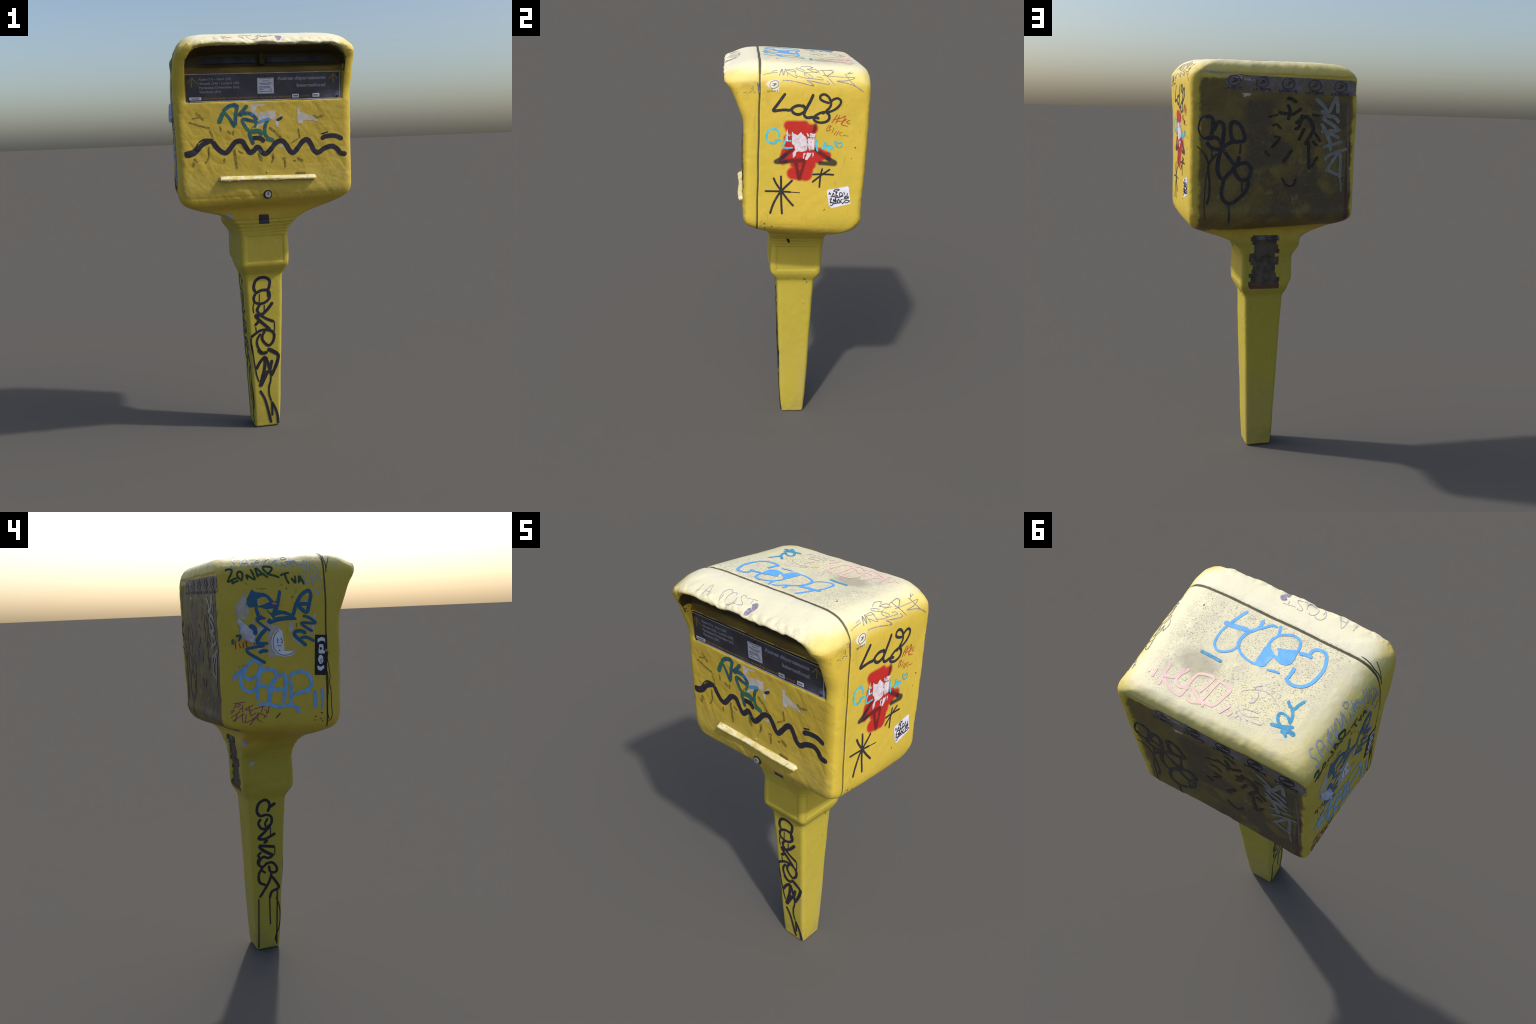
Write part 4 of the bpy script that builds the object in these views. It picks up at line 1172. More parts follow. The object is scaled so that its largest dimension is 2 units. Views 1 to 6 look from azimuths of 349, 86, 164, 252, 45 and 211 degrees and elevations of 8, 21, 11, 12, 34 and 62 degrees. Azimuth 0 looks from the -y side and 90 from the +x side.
TAGS.append(('black_loop_scrawl', 'black_ink', 'back', [
    (18.3, [(-350, 1713), (-328, 1718), (-311, 1695), (-316, 1651), (-319, 1626)]),
    (7.1, [(-321, 1667), (-319, 1705), (-341, 1720), (-370, 1704), (-380, 1659), (-363, 1625), (-327, 1613), (-295, 1626)]),
    (18.5, [(-312, 1651), (-295, 1688), (-280, 1694), (-263, 1678), (-264, 1620), (-274, 1568), (-286, 1517), (-287, 1465), (-264, 1432), (-234, 1458), (-197, 1503), (-187, 1541)]),
    (16.9, [(-349, 1618), (-312, 1626), (-282, 1612), (-268, 1579), (-296, 1570), (-326, 1582), (-342, 1604)]),
    (17.7, [(-266, 1576), (-230, 1602), (-192, 1607), (-162, 1615), (-175, 1666), (-201, 1694), (-224, 1693), (-231, 1668), (-223, 1621), (-192, 1599)]),
    (17.1, [(-263, 1569), (-228, 1521), (-201, 1496), (-182, 1504), (-152, 1508), (-130, 1482), (-139, 1441), (-165, 1427), (-188, 1437), (-208, 1474), (-201, 1503)]),
    (17.2, [(-256, 1436), (-268, 1376), (-262, 1339), (-231, 1316), (-193, 1335), (-152, 1377), (-139, 1426)]),
    (9.6, [(-292, 1550), (-325, 1509), (-332, 1479), (-325, 1413), (-326, 1357), (-337, 1312)]),
    (8.2, [(-182, 1596), (-185, 1548)]),
    (7.5, [(-173, 1422), (-170, 1369)]),
    (7.5, [(-233, 1312), (-228, 1223)]),
    (7.4, [(-317, 1568), (-316, 1524)]),
    (3.9, [(-386, 1583), (-346, 1539), (-331, 1487), (-343, 1429), (-349, 1304), (-344, 1241)]),
    (3.3, [(-320, 1403), (-335, 1311)]),
    (9.6, [(-348, 1545), (-332, 1509)]),
]))
TAGS.append(('black_slash_scrawl', 'faded_black', 'back', [
    (16.4, [(33, 1811), (56, 1810), (84, 1793)]),
    (16.4, [(37, 1785), (51, 1754), (43, 1711)]),
    (15.1, [(-5, 1746), (42, 1740), (69, 1741), (109, 1768)]),
    (9.8, [(-52, 1723), (-5, 1737)]),
    (18.2, [(77, 1696), (104, 1713), (130, 1730), (156, 1705), (168, 1672), (148, 1632), (129, 1599)]),
    (15.3, [(125, 1678), (97, 1618)]),
    (13.3, [(168, 1666), (205, 1614)]),
    (13.4, [(145, 1626), (154, 1483)]),
    (11.4, [(164, 1493), (194, 1544)]),
    (15.2, [(75, 1667), (98, 1684), (110, 1742)]),
    (11.2, [(-34, 1683), (-11, 1690), (13, 1668)]),
    (11.9, [(-34, 1582), (8, 1626)]),
    (16.6, [(68, 1575), (22, 1514)]),
    (8.7, [(20, 1442), (42, 1408), (77, 1405), (90, 1439)]),
    (13.2, [(-65, 1566), (-40, 1543)]),
    (11.4, [(163, 1616), (191, 1594)]),
    (11.2, [(-23, 1635), (11, 1629)]),
    (13.3, [(158, 1741), (196, 1735)]),
]))
TAGS.append(('silver_word', 'silver_ink', 'back', [
    (18.6, [(172, 1816), (211, 1785), (240, 1756), (276, 1819), (286, 1748)]),
    (18.7, [(202, 1761), (230, 1739), (269, 1731), (295, 1705)]),
    (18.7, [(213, 1736), (225, 1716), (268, 1691), (301, 1665)]),
    (18.7, [(205, 1699), (227, 1667), (254, 1608), (256, 1568)]),
    (18.7, [(203, 1663), (238, 1661), (299, 1632)]),
    (16.7, [(238, 1667), (290, 1665)]),
    (16.8, [(216, 1587), (265, 1602), (318, 1616)]),
    (16.9, [(230, 1524), (249, 1551), (341, 1583)]),
    (16.9, [(235, 1471), (302, 1562), (307, 1441)]),
    (16.9, [(245, 1481), (299, 1458)]),
    (10.2, [(310, 1441), (317, 1377)]),
]))
TAGS.append(('tape_band', 'tape_grey', 'back', [
    (0.0, [(-241, 1905), (-201, 1912), (-137, 1910), (-60, 1908), (37, 1907), (137, 1907), (237, 1906), (332, 1904), (369, 1902), (373, 1833), (327, 1834), (206, 1836), (106, 1833), (7, 1835), (-90, 1837), (-170, 1841), (-243, 1845), (-256, 1875)]),
]))
TAGS.append(('pale_paint_flake', 'paper_residue', 'back', [
    (0.0, [(-357, 1923), (-298, 1919), (-244, 1913), (-188, 1908), (-137, 1896), (-112, 1882), (-156, 1886), (-213, 1897), (-282, 1907), (-338, 1915)]),
    (0.0, [(-179, 1829), (-135, 1829), (-141, 1819), (-170, 1811)]),
]))
TAGS.append(('tape_print', 'navy_print', 'back', [
    (4.0, [(-245, 1881), (-236, 1900), (-215, 1906), (-194, 1898), (-188, 1880), (-198, 1866), (-220, 1860), (-239, 1866), (-245, 1881)]),
    (0.0, [(-224, 1893), (-200, 1894), (-213, 1887)]),
    (0.0, [(-213, 1887), (-194, 1887), (-209, 1880), (-215, 1875), (-236, 1875), (-220, 1882)]),
    (3.4, [(-258, 1855), (-258, 1846), (-251, 1845)]),
    (3.4, [(-247, 1845), (-243, 1855), (-237, 1845)]),
    (3.4, [(-229, 1846), (-229, 1855), (-222, 1854), (-222, 1850), (-229, 1849)]),
    (3.4, [(-218, 1854), (-210, 1855), (-210, 1846), (-217, 1845), (-218, 1854)]),
    (3.4, [(-199, 1855), (-205, 1853), (-200, 1850), (-205, 1845)]),
    (3.4, [(-196, 1855), (-186, 1854)]),
    (3.4, [(-191, 1854), (-191, 1845)]),
    (3.4, [(-175, 1854), (-182, 1854), (-182, 1845), (-175, 1844)]),
    (3.4, [(-182, 1850), (-177, 1849)]),
    (4.1, [(-115, 1878), (-106, 1897), (-84, 1904), (-63, 1896), (-57, 1878), (-67, 1864), (-89, 1858), (-109, 1863), (-115, 1878)]),
    (0.0, [(-93, 1891), (-69, 1892), (-82, 1884)]),
    (0.0, [(-82, 1885), (-62, 1885), (-78, 1878), (-85, 1873), (-106, 1872), (-90, 1879)]),
    (3.4, [(-127, 1853), (-127, 1843), (-120, 1843)]),
    (3.5, [(-116, 1843), (-112, 1853), (-107, 1842)]),
    (3.5, [(-98, 1843), (-99, 1852), (-91, 1851), (-91, 1847), (-98, 1846)]),
    (3.5, [(-87, 1852), (-79, 1852), (-78, 1843), (-86, 1843), (-87, 1852)]),
    (3.5, [(-67, 1852), (-74, 1850), (-68, 1847), (-74, 1842)]),
    (3.5, [(-65, 1852), (-54, 1852)]),
    (3.5, [(-60, 1851), (-59, 1842)]),
    (3.5, [(-43, 1851), (-51, 1851), (-50, 1842), (-42, 1842)]),
    (3.5, [(-50, 1847), (-45, 1847)]),
    (4.1, [(9, 1876), (18, 1894), (41, 1901), (62, 1893), (69, 1875), (59, 1860), (36, 1855), (16, 1860), (9, 1876)]),
    (0.0, [(31, 1888), (56, 1889), (43, 1882)]),
    (0.0, [(43, 1882), (63, 1882), (46, 1875), (40, 1870), (19, 1870), (35, 1877)]),
    (3.5, [(-3, 1850), (-3, 1840), (5, 1839)]),
    (3.5, [(8, 1839), (13, 1849), (18, 1839)]),
    (3.5, [(27, 1839), (26, 1849), (34, 1848), (34, 1844), (27, 1843)]),
    (3.5, [(38, 1849), (46, 1849), (47, 1840), (39, 1839), (38, 1849)]),
    (3.5, [(58, 1849), (52, 1847), (57, 1844), (52, 1839)]),
    (3.5, [(61, 1849), (71, 1849)]),
    (3.5, [(66, 1848), (66, 1839)]),
    (3.5, [(83, 1848), (75, 1848), (75, 1839), (83, 1838)]),
    (3.5, [(75, 1844), (81, 1843)]),
    (4.2, [(138, 1873), (147, 1892), (170, 1899), (192, 1890), (199, 1872), (188, 1857), (165, 1852), (145, 1857), (138, 1873)]),
    (0.0, [(161, 1885), (186, 1886), (173, 1879)]),
    (0.0, [(173, 1879), (193, 1879), (176, 1872), (170, 1867), (148, 1867), (164, 1874)]),
    (3.5, [(126, 1846), (126, 1836), (133, 1836)]),
    (3.5, [(137, 1836), (141, 1846), (147, 1836)]),
    (3.5, [(156, 1836), (155, 1846), (163, 1845), (163, 1841), (155, 1840)]),
    (3.5, [(167, 1845), (175, 1846), (176, 1837), (168, 1836), (167, 1845)]),
    (3.5, [(187, 1846), (181, 1844), (186, 1840), (181, 1836)]),
    (3.5, [(190, 1846), (201, 1845)]),
    (3.5, [(195, 1845), (196, 1836)]),
    (3.5, [(213, 1845), (205, 1845), (205, 1836), (213, 1835)]),
    (3.5, [(205, 1841), (211, 1840)]),
    (4.2, [(264, 1871), (273, 1890), (296, 1897), (319, 1888), (325, 1870), (315, 1855), (291, 1849), (271, 1855), (264, 1871)]),
    (0.0, [(287, 1883), (312, 1884), (299, 1877)]),
    (0.0, [(299, 1877), (319, 1877), (303, 1870), (296, 1865), (274, 1864), (291, 1872)]),
    (3.5, [(251, 1844), (251, 1834), (259, 1834)]),
    (3.5, [(263, 1834), (267, 1844), (273, 1833)]),
    (3.5, [(282, 1834), (281, 1844), (289, 1842), (289, 1838), (281, 1838)]),
    (3.5, [(293, 1843), (301, 1843), (302, 1834), (294, 1834), (293, 1843)]),
    (3.6, [(314, 1843), (307, 1842), (312, 1838), (307, 1833)]),
    (3.6, [(316, 1843), (327, 1843)]),
    (3.6, [(322, 1843), (322, 1833)]),
    (3.6, [(340, 1843), (332, 1842), (332, 1833), (340, 1833)]),
    (3.6, [(332, 1838), (338, 1838)]),
]))
TAGS.append(('edge_tape', 'tape_grey', 'back', [
    (0.0, [(330, 1789), (337, 1789), (349, 1543), (357, 1408), (354, 1350), (349, 1408)]),
]))
TAGS.append(('sky_blue_word', 'sky_blue_paint', 'top', [
    (12.5, [(132, -150), (147, -116), (161, -76)]),
    (19.6, [(185, -67), (143, -70), (88, -79)]),
    (13.2, [(63, -142), (59, -110), (70, -89), (86, -70), (94, -43), (94, -18), (85, 1)]),
    (9.0, [(165, -58), (174, -33), (174, 3), (168, 28), (147, 44), (121, 39), (99, 21), (89, -2)]),
    (10.3, [(3, -138), (24, -136), (47, -111), (78, -82)]),
    (10.2, [(-4, -150), (-16, -108), (-5, -81), (-6, -51)]),
    (9.3, [(87, -3), (62, 19), (24, 31), (-11, 32)]),
    (0.0, [(-2, -57), (-15, -55), (-26, -40), (-45, -24), (-46, -14), (-41, 2), (-38, 26), (-25, 36), (-6, 34), (2, 25), (2, -15), (3, -41)]),
    (10.2, [(-19, -110), (-40, -124), (-67, -133), (-95, -126), (-108, -102), (-111, -76)]),
    (9.3, [(-2, -71), (-14, -49), (-39, -30), (-60, -21)]),
    (0.0, [(-40, -61), (-70, -69), (-113, -85), (-117, -48), (-117, -26), (-102, -9), (-83, -6), (-57, -14), (-46, -22), (-57, -31), (-52, -45)]),
    (15.3, [(-117, -76), (-144, -82), (-170, -81)]),
    (12.8, [(-152, -89), (-160, -112), (-180, -122), (-204, -116), (-219, -91), (-228, -52), (-223, -7), (-209, 26), (-187, 43), (-159, 49), (-134, 41), (-127, 32)]),
    (12.8, [(-132, 37), (-135, 9), (-135, -15)]),
    (8.4, [(-50, 35), (-73, 30), (-99, 27)]),
]))
TAGS.append(('teal_roof_marks', 'teal_paint', 'top', [
    (13.3, [(198, 74), (155, 75), (107, 79)]),
    (11.3, [(-179, 110), (-196, 127), (-213, 131), (-220, 108), (-232, 85)]),
    (11.2, [(-208, 133), (-222, 158), (-227, 187)]),
    (10.7, [(-231, 189), (-212, 170), (-188, 163), (-177, 173), (-187, 196), (-212, 214), (-242, 239)]),
    (14.6, [(-169, 218), (-207, 211), (-247, 193)]),
    (16.9, [(-214, 229), (-240, 215), (-264, 220)]),
    (14.5, [(-228, 234), (-235, 202)]),
]))
TAGS.append(('pink_word', 'pink_paint', 'top', [
    (13.2, [(262, 169), (261, 203), (257, 236), (254, 268)]),
    (13.2, [(268, 225), (226, 215), (206, 186), (192, 156)]),
    (11.6, [(253, 238), (217, 252), (195, 263), (163, 266), (159, 240), (161, 191), (151, 158), (117, 147), (93, 147)]),
    (11.6, [(208, 163), (209, 191), (207, 221), (184, 237), (149, 227)]),
    (11.6, [(94, 145), (101, 182), (111, 223)]),
    (11.4, [(147, 212), (117, 236), (77, 256), (71, 272)]),
    (11.5, [(62, 134), (74, 158), (84, 246)]),
    (11.5, [(71, 149), (22, 161), (26, 203), (39, 248), (73, 254), (110, 270), (136, 261), (140, 246)]),
    (11.2, [(294, 208), (291, 250)]),
    (11.2, [(316, 231), (312, 238)]),
    (10.8, [(-14, 220), (6, 264)]),
    (10.8, [(-32, 240), (-24, 261)]),
]))
TAGS.append(('faint_violet_doodle', 'faint_violet', 'top', [
    (3.0, [(-28, 162), (-18, 150), (-39, 132), (-67, 120), (-95, 114), (-125, 122), (-151, 141)]),
    (3.0, [(-61, 178), (-75, 174), (-80, 148), (-71, 126)]),
    (2.9, [(-37, 211), (-58, 226), (-90, 229), (-122, 215)]),
    (6.4, [(-61, 161), (-66, 157)]),
    (4.4, [(-108, 151), (-111, 146)]),
    (2.5, [(-57, 210), (-87, 204), (-115, 202)]),
    (3.4, [(-52, 256), (-59, 242), (-75, 250)]),
    (4.4, [(-91, 248), (-96, 242)]),
    (3.4, [(-115, 242), (-137, 240), (-147, 234)]),
    (3.0, [(-43, 114), (-54, 118), (-51, 127)]),
    (3.0, [(-51, 113), (-71, 97)]),
]))
TAGS.append(('roof_bolts', 'rust_dark', 'top', [
    (15.4, [(293, -98), (288, -98)]),
    (5.6, [(279, -138), (277, -137)]),
    (5.3, [(-277, -87), (-278, -87)]),
    (4.7, [(-259, -130), (-261, -129)]),
    (4.7, [(-290, -131), (-292, -130)]),
]))
TAGS.append(('ballpoint_capitals', 'pale_violet_pen', 'hood', [
    (1.9, [(-235, 968), (-234, 950), (-235, 928)]),
    (1.9, [(-193, 921), (-196, 940), (-198, 961), (-193, 980), (-178, 953), (-160, 920)]),
    (2.5, [(-195, 941), (-168, 943)]),
    (1.8, [(-99, 918), (-111, 939), (-118, 965), (-112, 983), (-100, 989), (-87, 984), (-81, 974)]),
    (1.8, [(-102, 922), (-105, 953)]),
    (1.8, [(-58, 973), (-61, 982), (-77, 977), (-83, 960), (-81, 940), (-73, 925), (-54, 919), (-37, 924), (-34, 942), (-42, 964)]),
    (1.8, [(-11, 976), (-14, 984), (-27, 984), (-29, 973), (-15, 959), (3, 948), (9, 936), (-9, 932), (-27, 929)]),
    (1.8, [(-1, 975), (24, 980), (49, 982)]),
    (1.8, [(30, 976), (34, 957)]),
    (1.5, [(82, 925), (84, 925)]),
    (1.4, [(187, 933), (189, 933)]),
]))
TAGS.append(('violet_smudge', 'violet_smudge', 'hood', [
    (0.0, [(46, 958), (52, 968), (62, 969), (74, 958), (77, 943), (70, 923), (60, 906), (48, 901), (46, 913), (45, 934), (55, 943)]),
]))
TAGS.append(('neck_label', 'faded_navy', 'front', [
    (0.0, [(-23, 1140), (26, 1139), (35, 1091), (-19, 1091)]),
]))
TAGS.append(('neck_scraps', 'neck_paper', 'front', [
    (0.0, [(-192, 1158), (-157, 1148), (-149, 1122), (-193, 1141)]),
]))
TAGS.append(('neck_side_scraps', 'neck_paper', 'left', [
    (0.0, [(-194, 1147), (-152, 1125), (-184, 1109)]),
    (0.0, [(-146, 1020), (-108, 1021), (-120, 1009), (-145, 997)]),
    (0.0, [(28, 1070), (46, 1092), (44, 1084)]),
]))
TAGS.append(('neck_hole', 'sticker_black', 'right', [
    (0.0, [(-14, 1080), (3, 1074), (9, 1052), (-1, 1052)]),
]))

RAGGED = {'torn_on_red': 0.002, 'poster_scrap': 0.0018, 'torn_paper': 0.0016, 'paper_residue': 0.0025, 'tape_grey': 0.0015, 'violet_smudge': 0.002}
# paper under ink, stickers above earlier ink
LEVEL = {'torn_paper': 0.0005, 'poster_scrap': 0.0005, 'paper_residue': 0.0005, 'tape_grey': 0.0005, 'badge_paper': 0.0006, 'scrap_amber': 0.0010, 'neck_paper': 0.0006}
OVER = {'torn_white_paper': 0.0016, 'black_strip_sticker': 0.0016, 'black_strip_letters': 0.0022, 'black_strip_counters': 0.0028,
        'torn_round_sticker': 0.0016, 'round_sticker_print': 0.0022, 'scrap_stripes': 0.0020, 'tag_sticker': 0.0010, 'tag_sticker_writing': 0.0018,
        'badge_sticker_print': 0.0014, 'tape_print': 0.0014, 'bare_window_in_word': 0.0016, 'orange_spots': 0.0020, 'blue_marker_touch': 0.0016, 'silver_word': 0.0016}
for k, (name, ink, face, strokes) in enumerate(TAGS):
    rng = np.random.default_rng(100 + k)
    base = OVER.get(name, LEVEL.get(ink, 0.0008))
    layer = Layer(); layer.nrm = []
    for i, (w, pts) in enumerate(strokes):
        pts = [(u / 1000, v / 1000) for u, v in pts]
        if w:
            layer.stroke(pts, max(0.0018, w / 1000), face, base + 0.00004 * i, rng)
        else:
            layer.patch(pts, face, base + 0.00004 * i, rng, 0.0004 if name == 'edge_tape' else RAGGED.get(ink, 0.0003))
    owner = "neck" if name.startswith("neck") else "post" if name.startswith("post") else ("door" if face in ('front', 'hood') else "box")
    layer.build(name, PARTS[owner], INK[ink])

# ------------------------------------------------------------------ small fittings
def simple(name, rgb, rough=0.5, metal=0.0, vary=0.25, scale=40.0):
    m = Nodes(name)
    c = m.mix(m.step(m.noise(scale, 4.0, 0.6), 0.35, 0.70), tuple(k * (1 - vary) for k in lin(*rgb)), lin(*rgb))
    m.bump(m.noise(scale * 5, 2.0), 0.0005, 0.4)
    return m.finish(c, rough, metal, 0.35)

def rounded_box(name, size, bevel, frame, parent, mat):
    """box with chamfered edges set in a frame (origin, u, v, n)"""
    o, u, v, n = frame
    bm = bmesh.new(); bmesh.ops.create_cube(bm, size=1.0)
    bmesh.ops.scale(bm, vec=size, verts=bm.verts)
    bmesh.ops.bevel(bm, geom=bm.edges[:], offset=bevel, segments=2, affect='EDGES')
    M = Matrix((u, v, n)).transposed().to_4x4(); M.translation = o
    bm.transform(M)
    me = bpy.data.meshes.new(name); bm.to_mesh(me); bm.free()
    return new_object(name, me, parent, mat)

def disc(name, r, h, frame, parent, mat, seg=28, bevel=0.001):
    o, u, v, n = frame
    bm = bmesh.new(); bmesh.ops.create_cone(bm, cap_ends=True, segments=seg, radius1=r, radius2=r, depth=h)
    bmesh.ops.bevel(bm, geom=[e for e in bm.edges if len(e.link_faces) == 2 and e.calc_face_angle(0) > 1.0], offset=bevel, segments=2, affect='EDGES')
    M = Matrix((u, v, n)).transposed().to_4x4(); M.translation = o
    bm.transform(M)
    me = bpy.data.meshes.new(name); bm.to_mesh(me); bm.free()
    me.shade_smooth(); me.set_sharp_from_angle(angle=0.7)
    return new_object(name, me, parent, mat)

# the label plate under the mouth
pu = Vector((1, -0.0255, 0)).normalized(); pv = Vector((0, -0.06, 1)).normalized(); pn = pu.cross(pv)
pv = pn.cross(pu)
PW, PH = 0.738, 0.127
po = Vector((0.004, -0.2375, 1.7495))
def on_plate(x, y, h=0.0):
    return (po + pu * x + pv * y + pn * h, pu, pv, pn)

def plate_material():
    m = Nodes("dull_anthracite_plate")
    c = m.mix(m.step(m.noise(12.0, 4.0, 0.6), 0.40, 0.70), lin(50, 50, 56), lin(62, 62, 72))
    c = m.mix(m.mul(m.step(m.noise(22.0, 5.0, 0.65), 0.62, 0.70), 0.5), c, lin(86, 84, 98))
    c = m.mix(m.step(m.noise(30.0, 5.0, 0.7), 0.70, 0.74), c, lin(40, 38, 38))
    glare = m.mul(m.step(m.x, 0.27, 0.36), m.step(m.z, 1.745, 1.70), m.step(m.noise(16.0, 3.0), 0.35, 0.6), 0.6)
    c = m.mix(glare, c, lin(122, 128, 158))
    return m.finish(c, 0.42, 0.0, 0.4)
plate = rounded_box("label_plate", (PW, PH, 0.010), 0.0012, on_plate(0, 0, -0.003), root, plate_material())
rim_mat = ink_material("scuffed_plate_edge", (176, 176, 190), 0.30, (0.45, 0.34, 0.06), 0.5, 0.3, 0.0, 30)
for x, y, sx, sy in ((0, -PH/2 + 0.0022, PW, 0.0042), (0, PH/2 - 0.0012, PW, 0.0022), (PW/2 - 0.006, 0.0, 0.0028, PH - 0.012)):
    rounded_box("plate_rim", (sx, sy, 0.0016), 0.0005, on_plate(x, y, 0.0022), plate, rim_mat)

grey_letter = ink_material("faded_grey_lettering", (132, 132, 146), 0.16, lin(66, 66, 74))
amber_letter = ink_material("faded_amber_lettering", (122, 100, 54), 0.2, lin(66, 66, 74))
def lettering(name, text, x0, x1, base, cap, mat, bold=0.0):
    cu = bpy.data.curves.new(name, 'FONT'); cu.body = text; cu.size = 1.0; cu.offset = bold; cu.resolution_u = 3; cu.extrude = 0.02
    ob = bpy.data.objects.new(name, cu); COL.objects.link(ob)
    me = bpy.data.meshes.new_from_object(ob.evaluated_get(bpy.context.evaluated_depsgraph_get()))
    bpy.data.objects.remove(ob)
    n = len(me.vertices); P = np.empty(n * 3); me.vertices.foreach_get("co", P); P = P.reshape(-1, 3)
    sx = (x1 - x0) / (P[:, 0].max() - P[:, 0].min()); sy = cap / 0.70
    ax = np.array(pu); ay = np.array(pv); az = np.array(pn)
    Q = np.array(po) + np.outer(x0 + (P[:, 0] - P[:, 0].min()) * sx, ax) + np.outer(base + P[:, 1] * sy, ay) + np.outer(0.0024 + 0.02 * P[:, 2], az)
    me.vertices.foreach_set("co", Q.ravel()); me.update()
    me.materials.clear()
    return new_object(name, me, plate, mat)
lettering("destination_text", "Aude (11) - Gard (30)", -0.311, -0.158, 0.0345, 0.0105, grey_letter, 0.030)
lettering("destination_text", "Hérault (34) - Lozère (48)", -0.311, -0.120, 0.0155, 0.0105, grey_letter, 0.030)
lettering("destination_text", "Pyrénées-Orientales (66)", -0.309, -0.120, -0.0035, 0.0105, grey_letter, 0.030)
lettering("destination_text", "Vaucluse (84)", -0.309, -0.208, -0.0225, 0.0105, grey_letter, 0.030)
lettering("destination_text", "Autres départements", 0.060, 0.294, 0.0290, 0.0150, grey_letter, 0.040)
lettering("destination_text", "International", 0.153, 0.293, -0.0045, 0.0150, grey_letter, 0.040)
lettering("collection_text", "Dernière levée toutes destinations : du lundi au vendredi", -0.291, 0.124, -0.0520, 0.0098, amber_letter, 0.028)
lettering("collection_text", "samedi", 0.169, 0.217, -0.0510, 0.0098, amber_letter, 0.028)

def bar_on_plate(name, a, b, w, mat, h=0.0026):
    a = Vector(a); b = Vector(b); d = b - a
    t = (pu * d.x + pv * d.y).normalized(); q = pn.cross(t)
    o = po + pu * (a.x + b.x) / 2 + pv * (a.y + b.y) / 2 + pn * h
    return rounded_box(name, (d.length, w, 0.0014), 0.0004, (o, t, q, pn), plate, mat)
for cx, top, bottom, arms, w in ((0.331, 0.053, 0.010, ((-0.023, -0.026), (0.022, -0.024)), 0.0072), (-0.340, 0.047, 0.004, ((-0.020, -0.020), (0.022, -0.027)), 0.0068)):
    foot = cx if cx > 0 else cx - 0.006
    bar_on_plate("arrow_shaft", (cx, top - 0.005), (foot, bottom), w, amber_letter)
    for k, (ax, ay) in enumerate(arms):
        bar_on_plate("arrow_barb", (cx, top), (cx + ax, top + ay), w * 0.9, amber_letter, 0.0029 + 0.0003 * k)
paper_mat = simple("aged_notice_paper", (186, 190, 204), 0.7, 0, 0.12)
print_mat = simple("notice_print", (96, 100, 112), 0.7)
rounded_box("notice_paper", (0.078, 0.072, 0.0016), 0.0005, on_plate(0.004, 0.004, 0.0024), plate, paper_mat)
for k, (w, y, off) in enumerate(((0.058, 0.032, 0), (0.030, 0.022, 0), (0.060, 0.012, 0), (0.042, 0.006, 0), (0.052, -0.004, -0.006), (0.056, -0.010, -0.004), (0.020, -0.017, -0.020), (0.012, -0.017, 0.024), (0.062, -0.026, 0))):
    rounded_box("notice_line", (w, 0.0028, 0.0008), 0.0002, on_plate(0.004 + off, 0.004 + y, 0.0033), plate, print_mat)
for x0, x1, y, h in ((-0.356, -0.300, -0.0475, 0.0135), (0.131, 0.163, -0.0455, 0.0170), (0.229, 0.263, -0.0445, 0.0170)):
    rounded_box("time_label", (x1 - x0, h, 0.0014), 0.0005, on_plate((x0 + x1) / 2, y, 0.0026), plate, paper_mat)
    rounded_box("time_print", ((x1 - x0) * 0.66, h * 0.34, 0.0008), 0.0002, on_plate((x0 + x1) / 2, y, 0.0034), plate, print_mat)
steel = simple("tarnished_steel", (176, 177, 182), 0.5, 0.35, 0.4)
dark_metal = simple("dark_tarnish", (52, 50, 46), 0.5, 0.4)
for x, y in ((-0.358, 0.050), (0.352, 0.050), (0.350, -0.052), (-0.356, -0.0585), (0.004, 0.046)):
    disc("plate_screw", 0.0048, 0.004, on_plate(x, y, 0.003), plate, dark_metal, 16, 0.0008)

# letter flaps and the divider inside the mouth
flap_mat = simple("dark_grey_flap", (66, 69, 74), 0.5, 0.2, 0.5, 14)
fu = Vector((1, -0.025, 0)).normalized(); fv = Vector((0, 0.35, 1)).normalized(); fn = fu.cross(fv); fv = fn.cross(fu)
for x0, x1 in ((-0.330, -0.028), (0.022, 0.300)):
    c = Vector(((x0 + x1) / 2, -0.205 - 0.025 * (x0 + x1) / 2, 1.877))
    rounded_box("letter_flap", (x1 - x0, 0.034, 0.005), 0.002, (c, fu, fv, fn), PARTS["mouth"], flap_mat)
rounded_box("mouth_divider", (0.024, 0.058, 0.026), 0.003, (Vector((-0.003, -0.212, 1.879)), fu, fv, fn), PARTS["mouth"], mouth_paint)

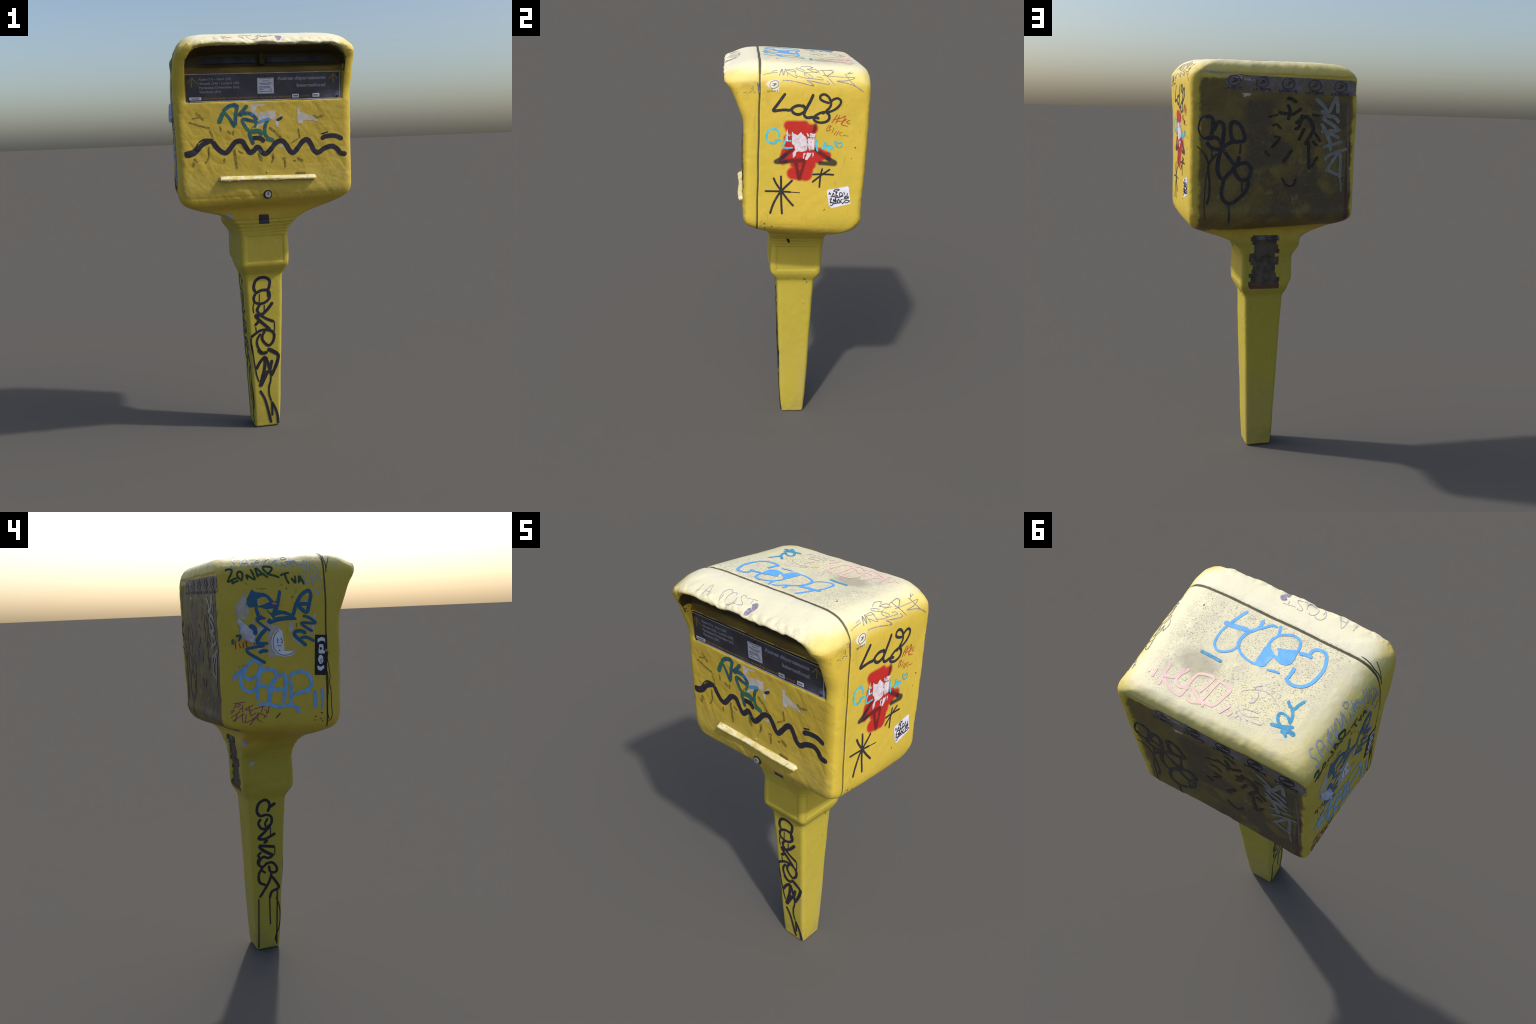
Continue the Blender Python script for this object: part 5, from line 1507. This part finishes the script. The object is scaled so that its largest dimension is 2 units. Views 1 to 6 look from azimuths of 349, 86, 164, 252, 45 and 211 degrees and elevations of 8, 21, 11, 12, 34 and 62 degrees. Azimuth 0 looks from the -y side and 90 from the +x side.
# the worn pull ledge on the door, tapering wedge with a chipped lower edge
def pull_ledge():
    N = 64; rng = np.random.default_rng(5)
    V = []; F = []
    for i in range(N + 1):
        t = i / N
        x = -0.231 + 0.472 * t
        zc = 1.3275 - 0.0095 * t
        h = touch('front', x, zc)[0]
        end = min(1.0, min(t, 1 - t) / 0.022)
        k = math.sqrt(max(0.02, 1 - (1 - end) ** 2))
        out = (0.0200 + 0.0026 * math.sin(9 * t + 1)) * k + rng.uniform(-0.0013, 0.0013)
        low = 0.008 + rng.uniform(-0.0022, 0.0022) + 0.0015 * math.sin(14 * t)
        ring = [(0.006, 0.013 * k), (-0.004 * k, 0.0135 * k), (-0.70 * out, 0.0065 * k), (-out, 0.0005), (-out, -0.0045 * k), (-0.80 * out, -low * k), (0.006, -0.0095 * k)]
        V += [(x, h.y + a, zc + b) for a, b in ring]
    m = 7
    for i in range(N):
        for j in range(m):
            F.append((i*m + j, i*m + (j + 1) % m, (i+1)*m + (j + 1) % m, (i+1)*m + j))
    F.append(tuple(range(m - 1, -1, -1))); F.append(tuple(N*m + j for j in range(m)))
    me = mesh_from("pull_ledge", V, F)
    bm = bmesh.new(); bm.from_mesh(me); bmesh.ops.recalc_face_normals(bm, faces=bm.faces); bm.to_mesh(me); bm.free()
    me.set_sharp_from_angle(angle=0.6)
    m = Nodes("worn_cream_paint")
    n = m.noise(45.0, 4.0, 0.65, (0.4, 1, 1))
    c = m.mix(m.step(n, 0.36, 0.62), (0.640, 0.520, 0.150), (0.760, 0.700, 0.440))
    c = m.mix(m.mul(m.step(m.noise(70.0, 3.0), 0.62, 0.68), 0.6), c, lin(150, 150, 176))
    c = m.mix(m.mul(m.step(m.noise(25.0, 3.0), 0.64, 0.72), 0.5), c, (0.40, 0.30, 0.07))
    return new_object("pull_ledge", me, PARTS["door"], m.finish(c, 0.5))
pull_ledge()

# lock below it
h, n = touch('front', 0.002, 1.246)
ln = (Vector((0, -1, -0.10))).normalized(); lu = Vector((1, 0, 0)); lv = ln.cross(lu)
lo = Vector((0.002, h.y, 1.246))
lock = disc("lock_surround", 0.0215, 0.016, (lo - ln * 0.002, lu, lv, ln), root, dark_metal, 32, 0.003)
disc("lock_cylinder", 0.0150, 0.014, (lo + ln * 0.003, lu, lv, ln), lock, steel, 32, 0.002)
rounded_box("key_slot", (0.003, 0.014, 0.002), 0.0004, (lo + ln * 0.0102 + lv * 0.004, lu, lv, ln), lock, dark_metal)

def stud(face, u, v, r, mat, name, parent, squash=0.5):
    h, n = touch(face, u, v)
    bm = bmesh.new(); bmesh.ops.create_uvsphere(bm, u_segments=14, v_segments=8, radius=r)
    q = n.to_track_quat('Z', 'Y').to_matrix().to_4x4()
    M = q @ Matrix.Diagonal((1, 1, squash, 1)); M.translation = h
    bm.transform(M)
    me = bpy.data.meshes.new(name); bm.to_mesh(me); bm.free(); me.shade_smooth()
    return new_object(name, me, parent, mat)
stud_mat = simple("painted_stud", (190, 168, 92), 0.5)
stud('front', 0.002, 1.3530, 0.0052, stud_mat, "stud", PARTS["door"], 0.8)
stud('left', 0.150, 1.560, 0.0075, stud_mat, "stud", PARTS["door"], 0.6)

# the wad of pulped paper stuck to the left side
def wad(name, centre, along, length, width, height, mat, seed):
    U, V, N = FACES['left']
    h, n = touch('left', *centre)
    a = (U * along[0] + V * along[1]).normalized(); b = n.cross(a)
    bm = bmesh.new(); bmesh.ops.create_icosphere(bm, subdivisions=5, radius=1.0)
    P = np.array([v.co for v in bm.verts])
    r = 1 + 0.20 * noise3(P, 0.70, seed) + 0.12 * noise3(P, 0.28, seed + 1) + 0.06 * noise3(P, 0.10, seed + 2)
    taper = 0.78 - 0.30 * P[:, 0]
    for v, p, k, t in zip(bm.verts, P, r, taper):
        q = p * k
        v.co = h + a * (q[0] * length) + b * (q[1] * width * t) + n * (q[2] * height * t)
    me = bpy.data.meshes.new(name); bm.to_mesh(me); bm.free(); me.shade_smooth()
    return new_object(name, me, PARTS["box"], mat)
pulp = ink_material("pulped_paper", (206, 206, 222), 0.16, (0.36, 0.33, 0.30), 0.85, 0.3)
wad("paper_wad", (-0.221, 1.662), (-0.62, 0.78), 0.064, 0.030, 0.024, pulp, 31)
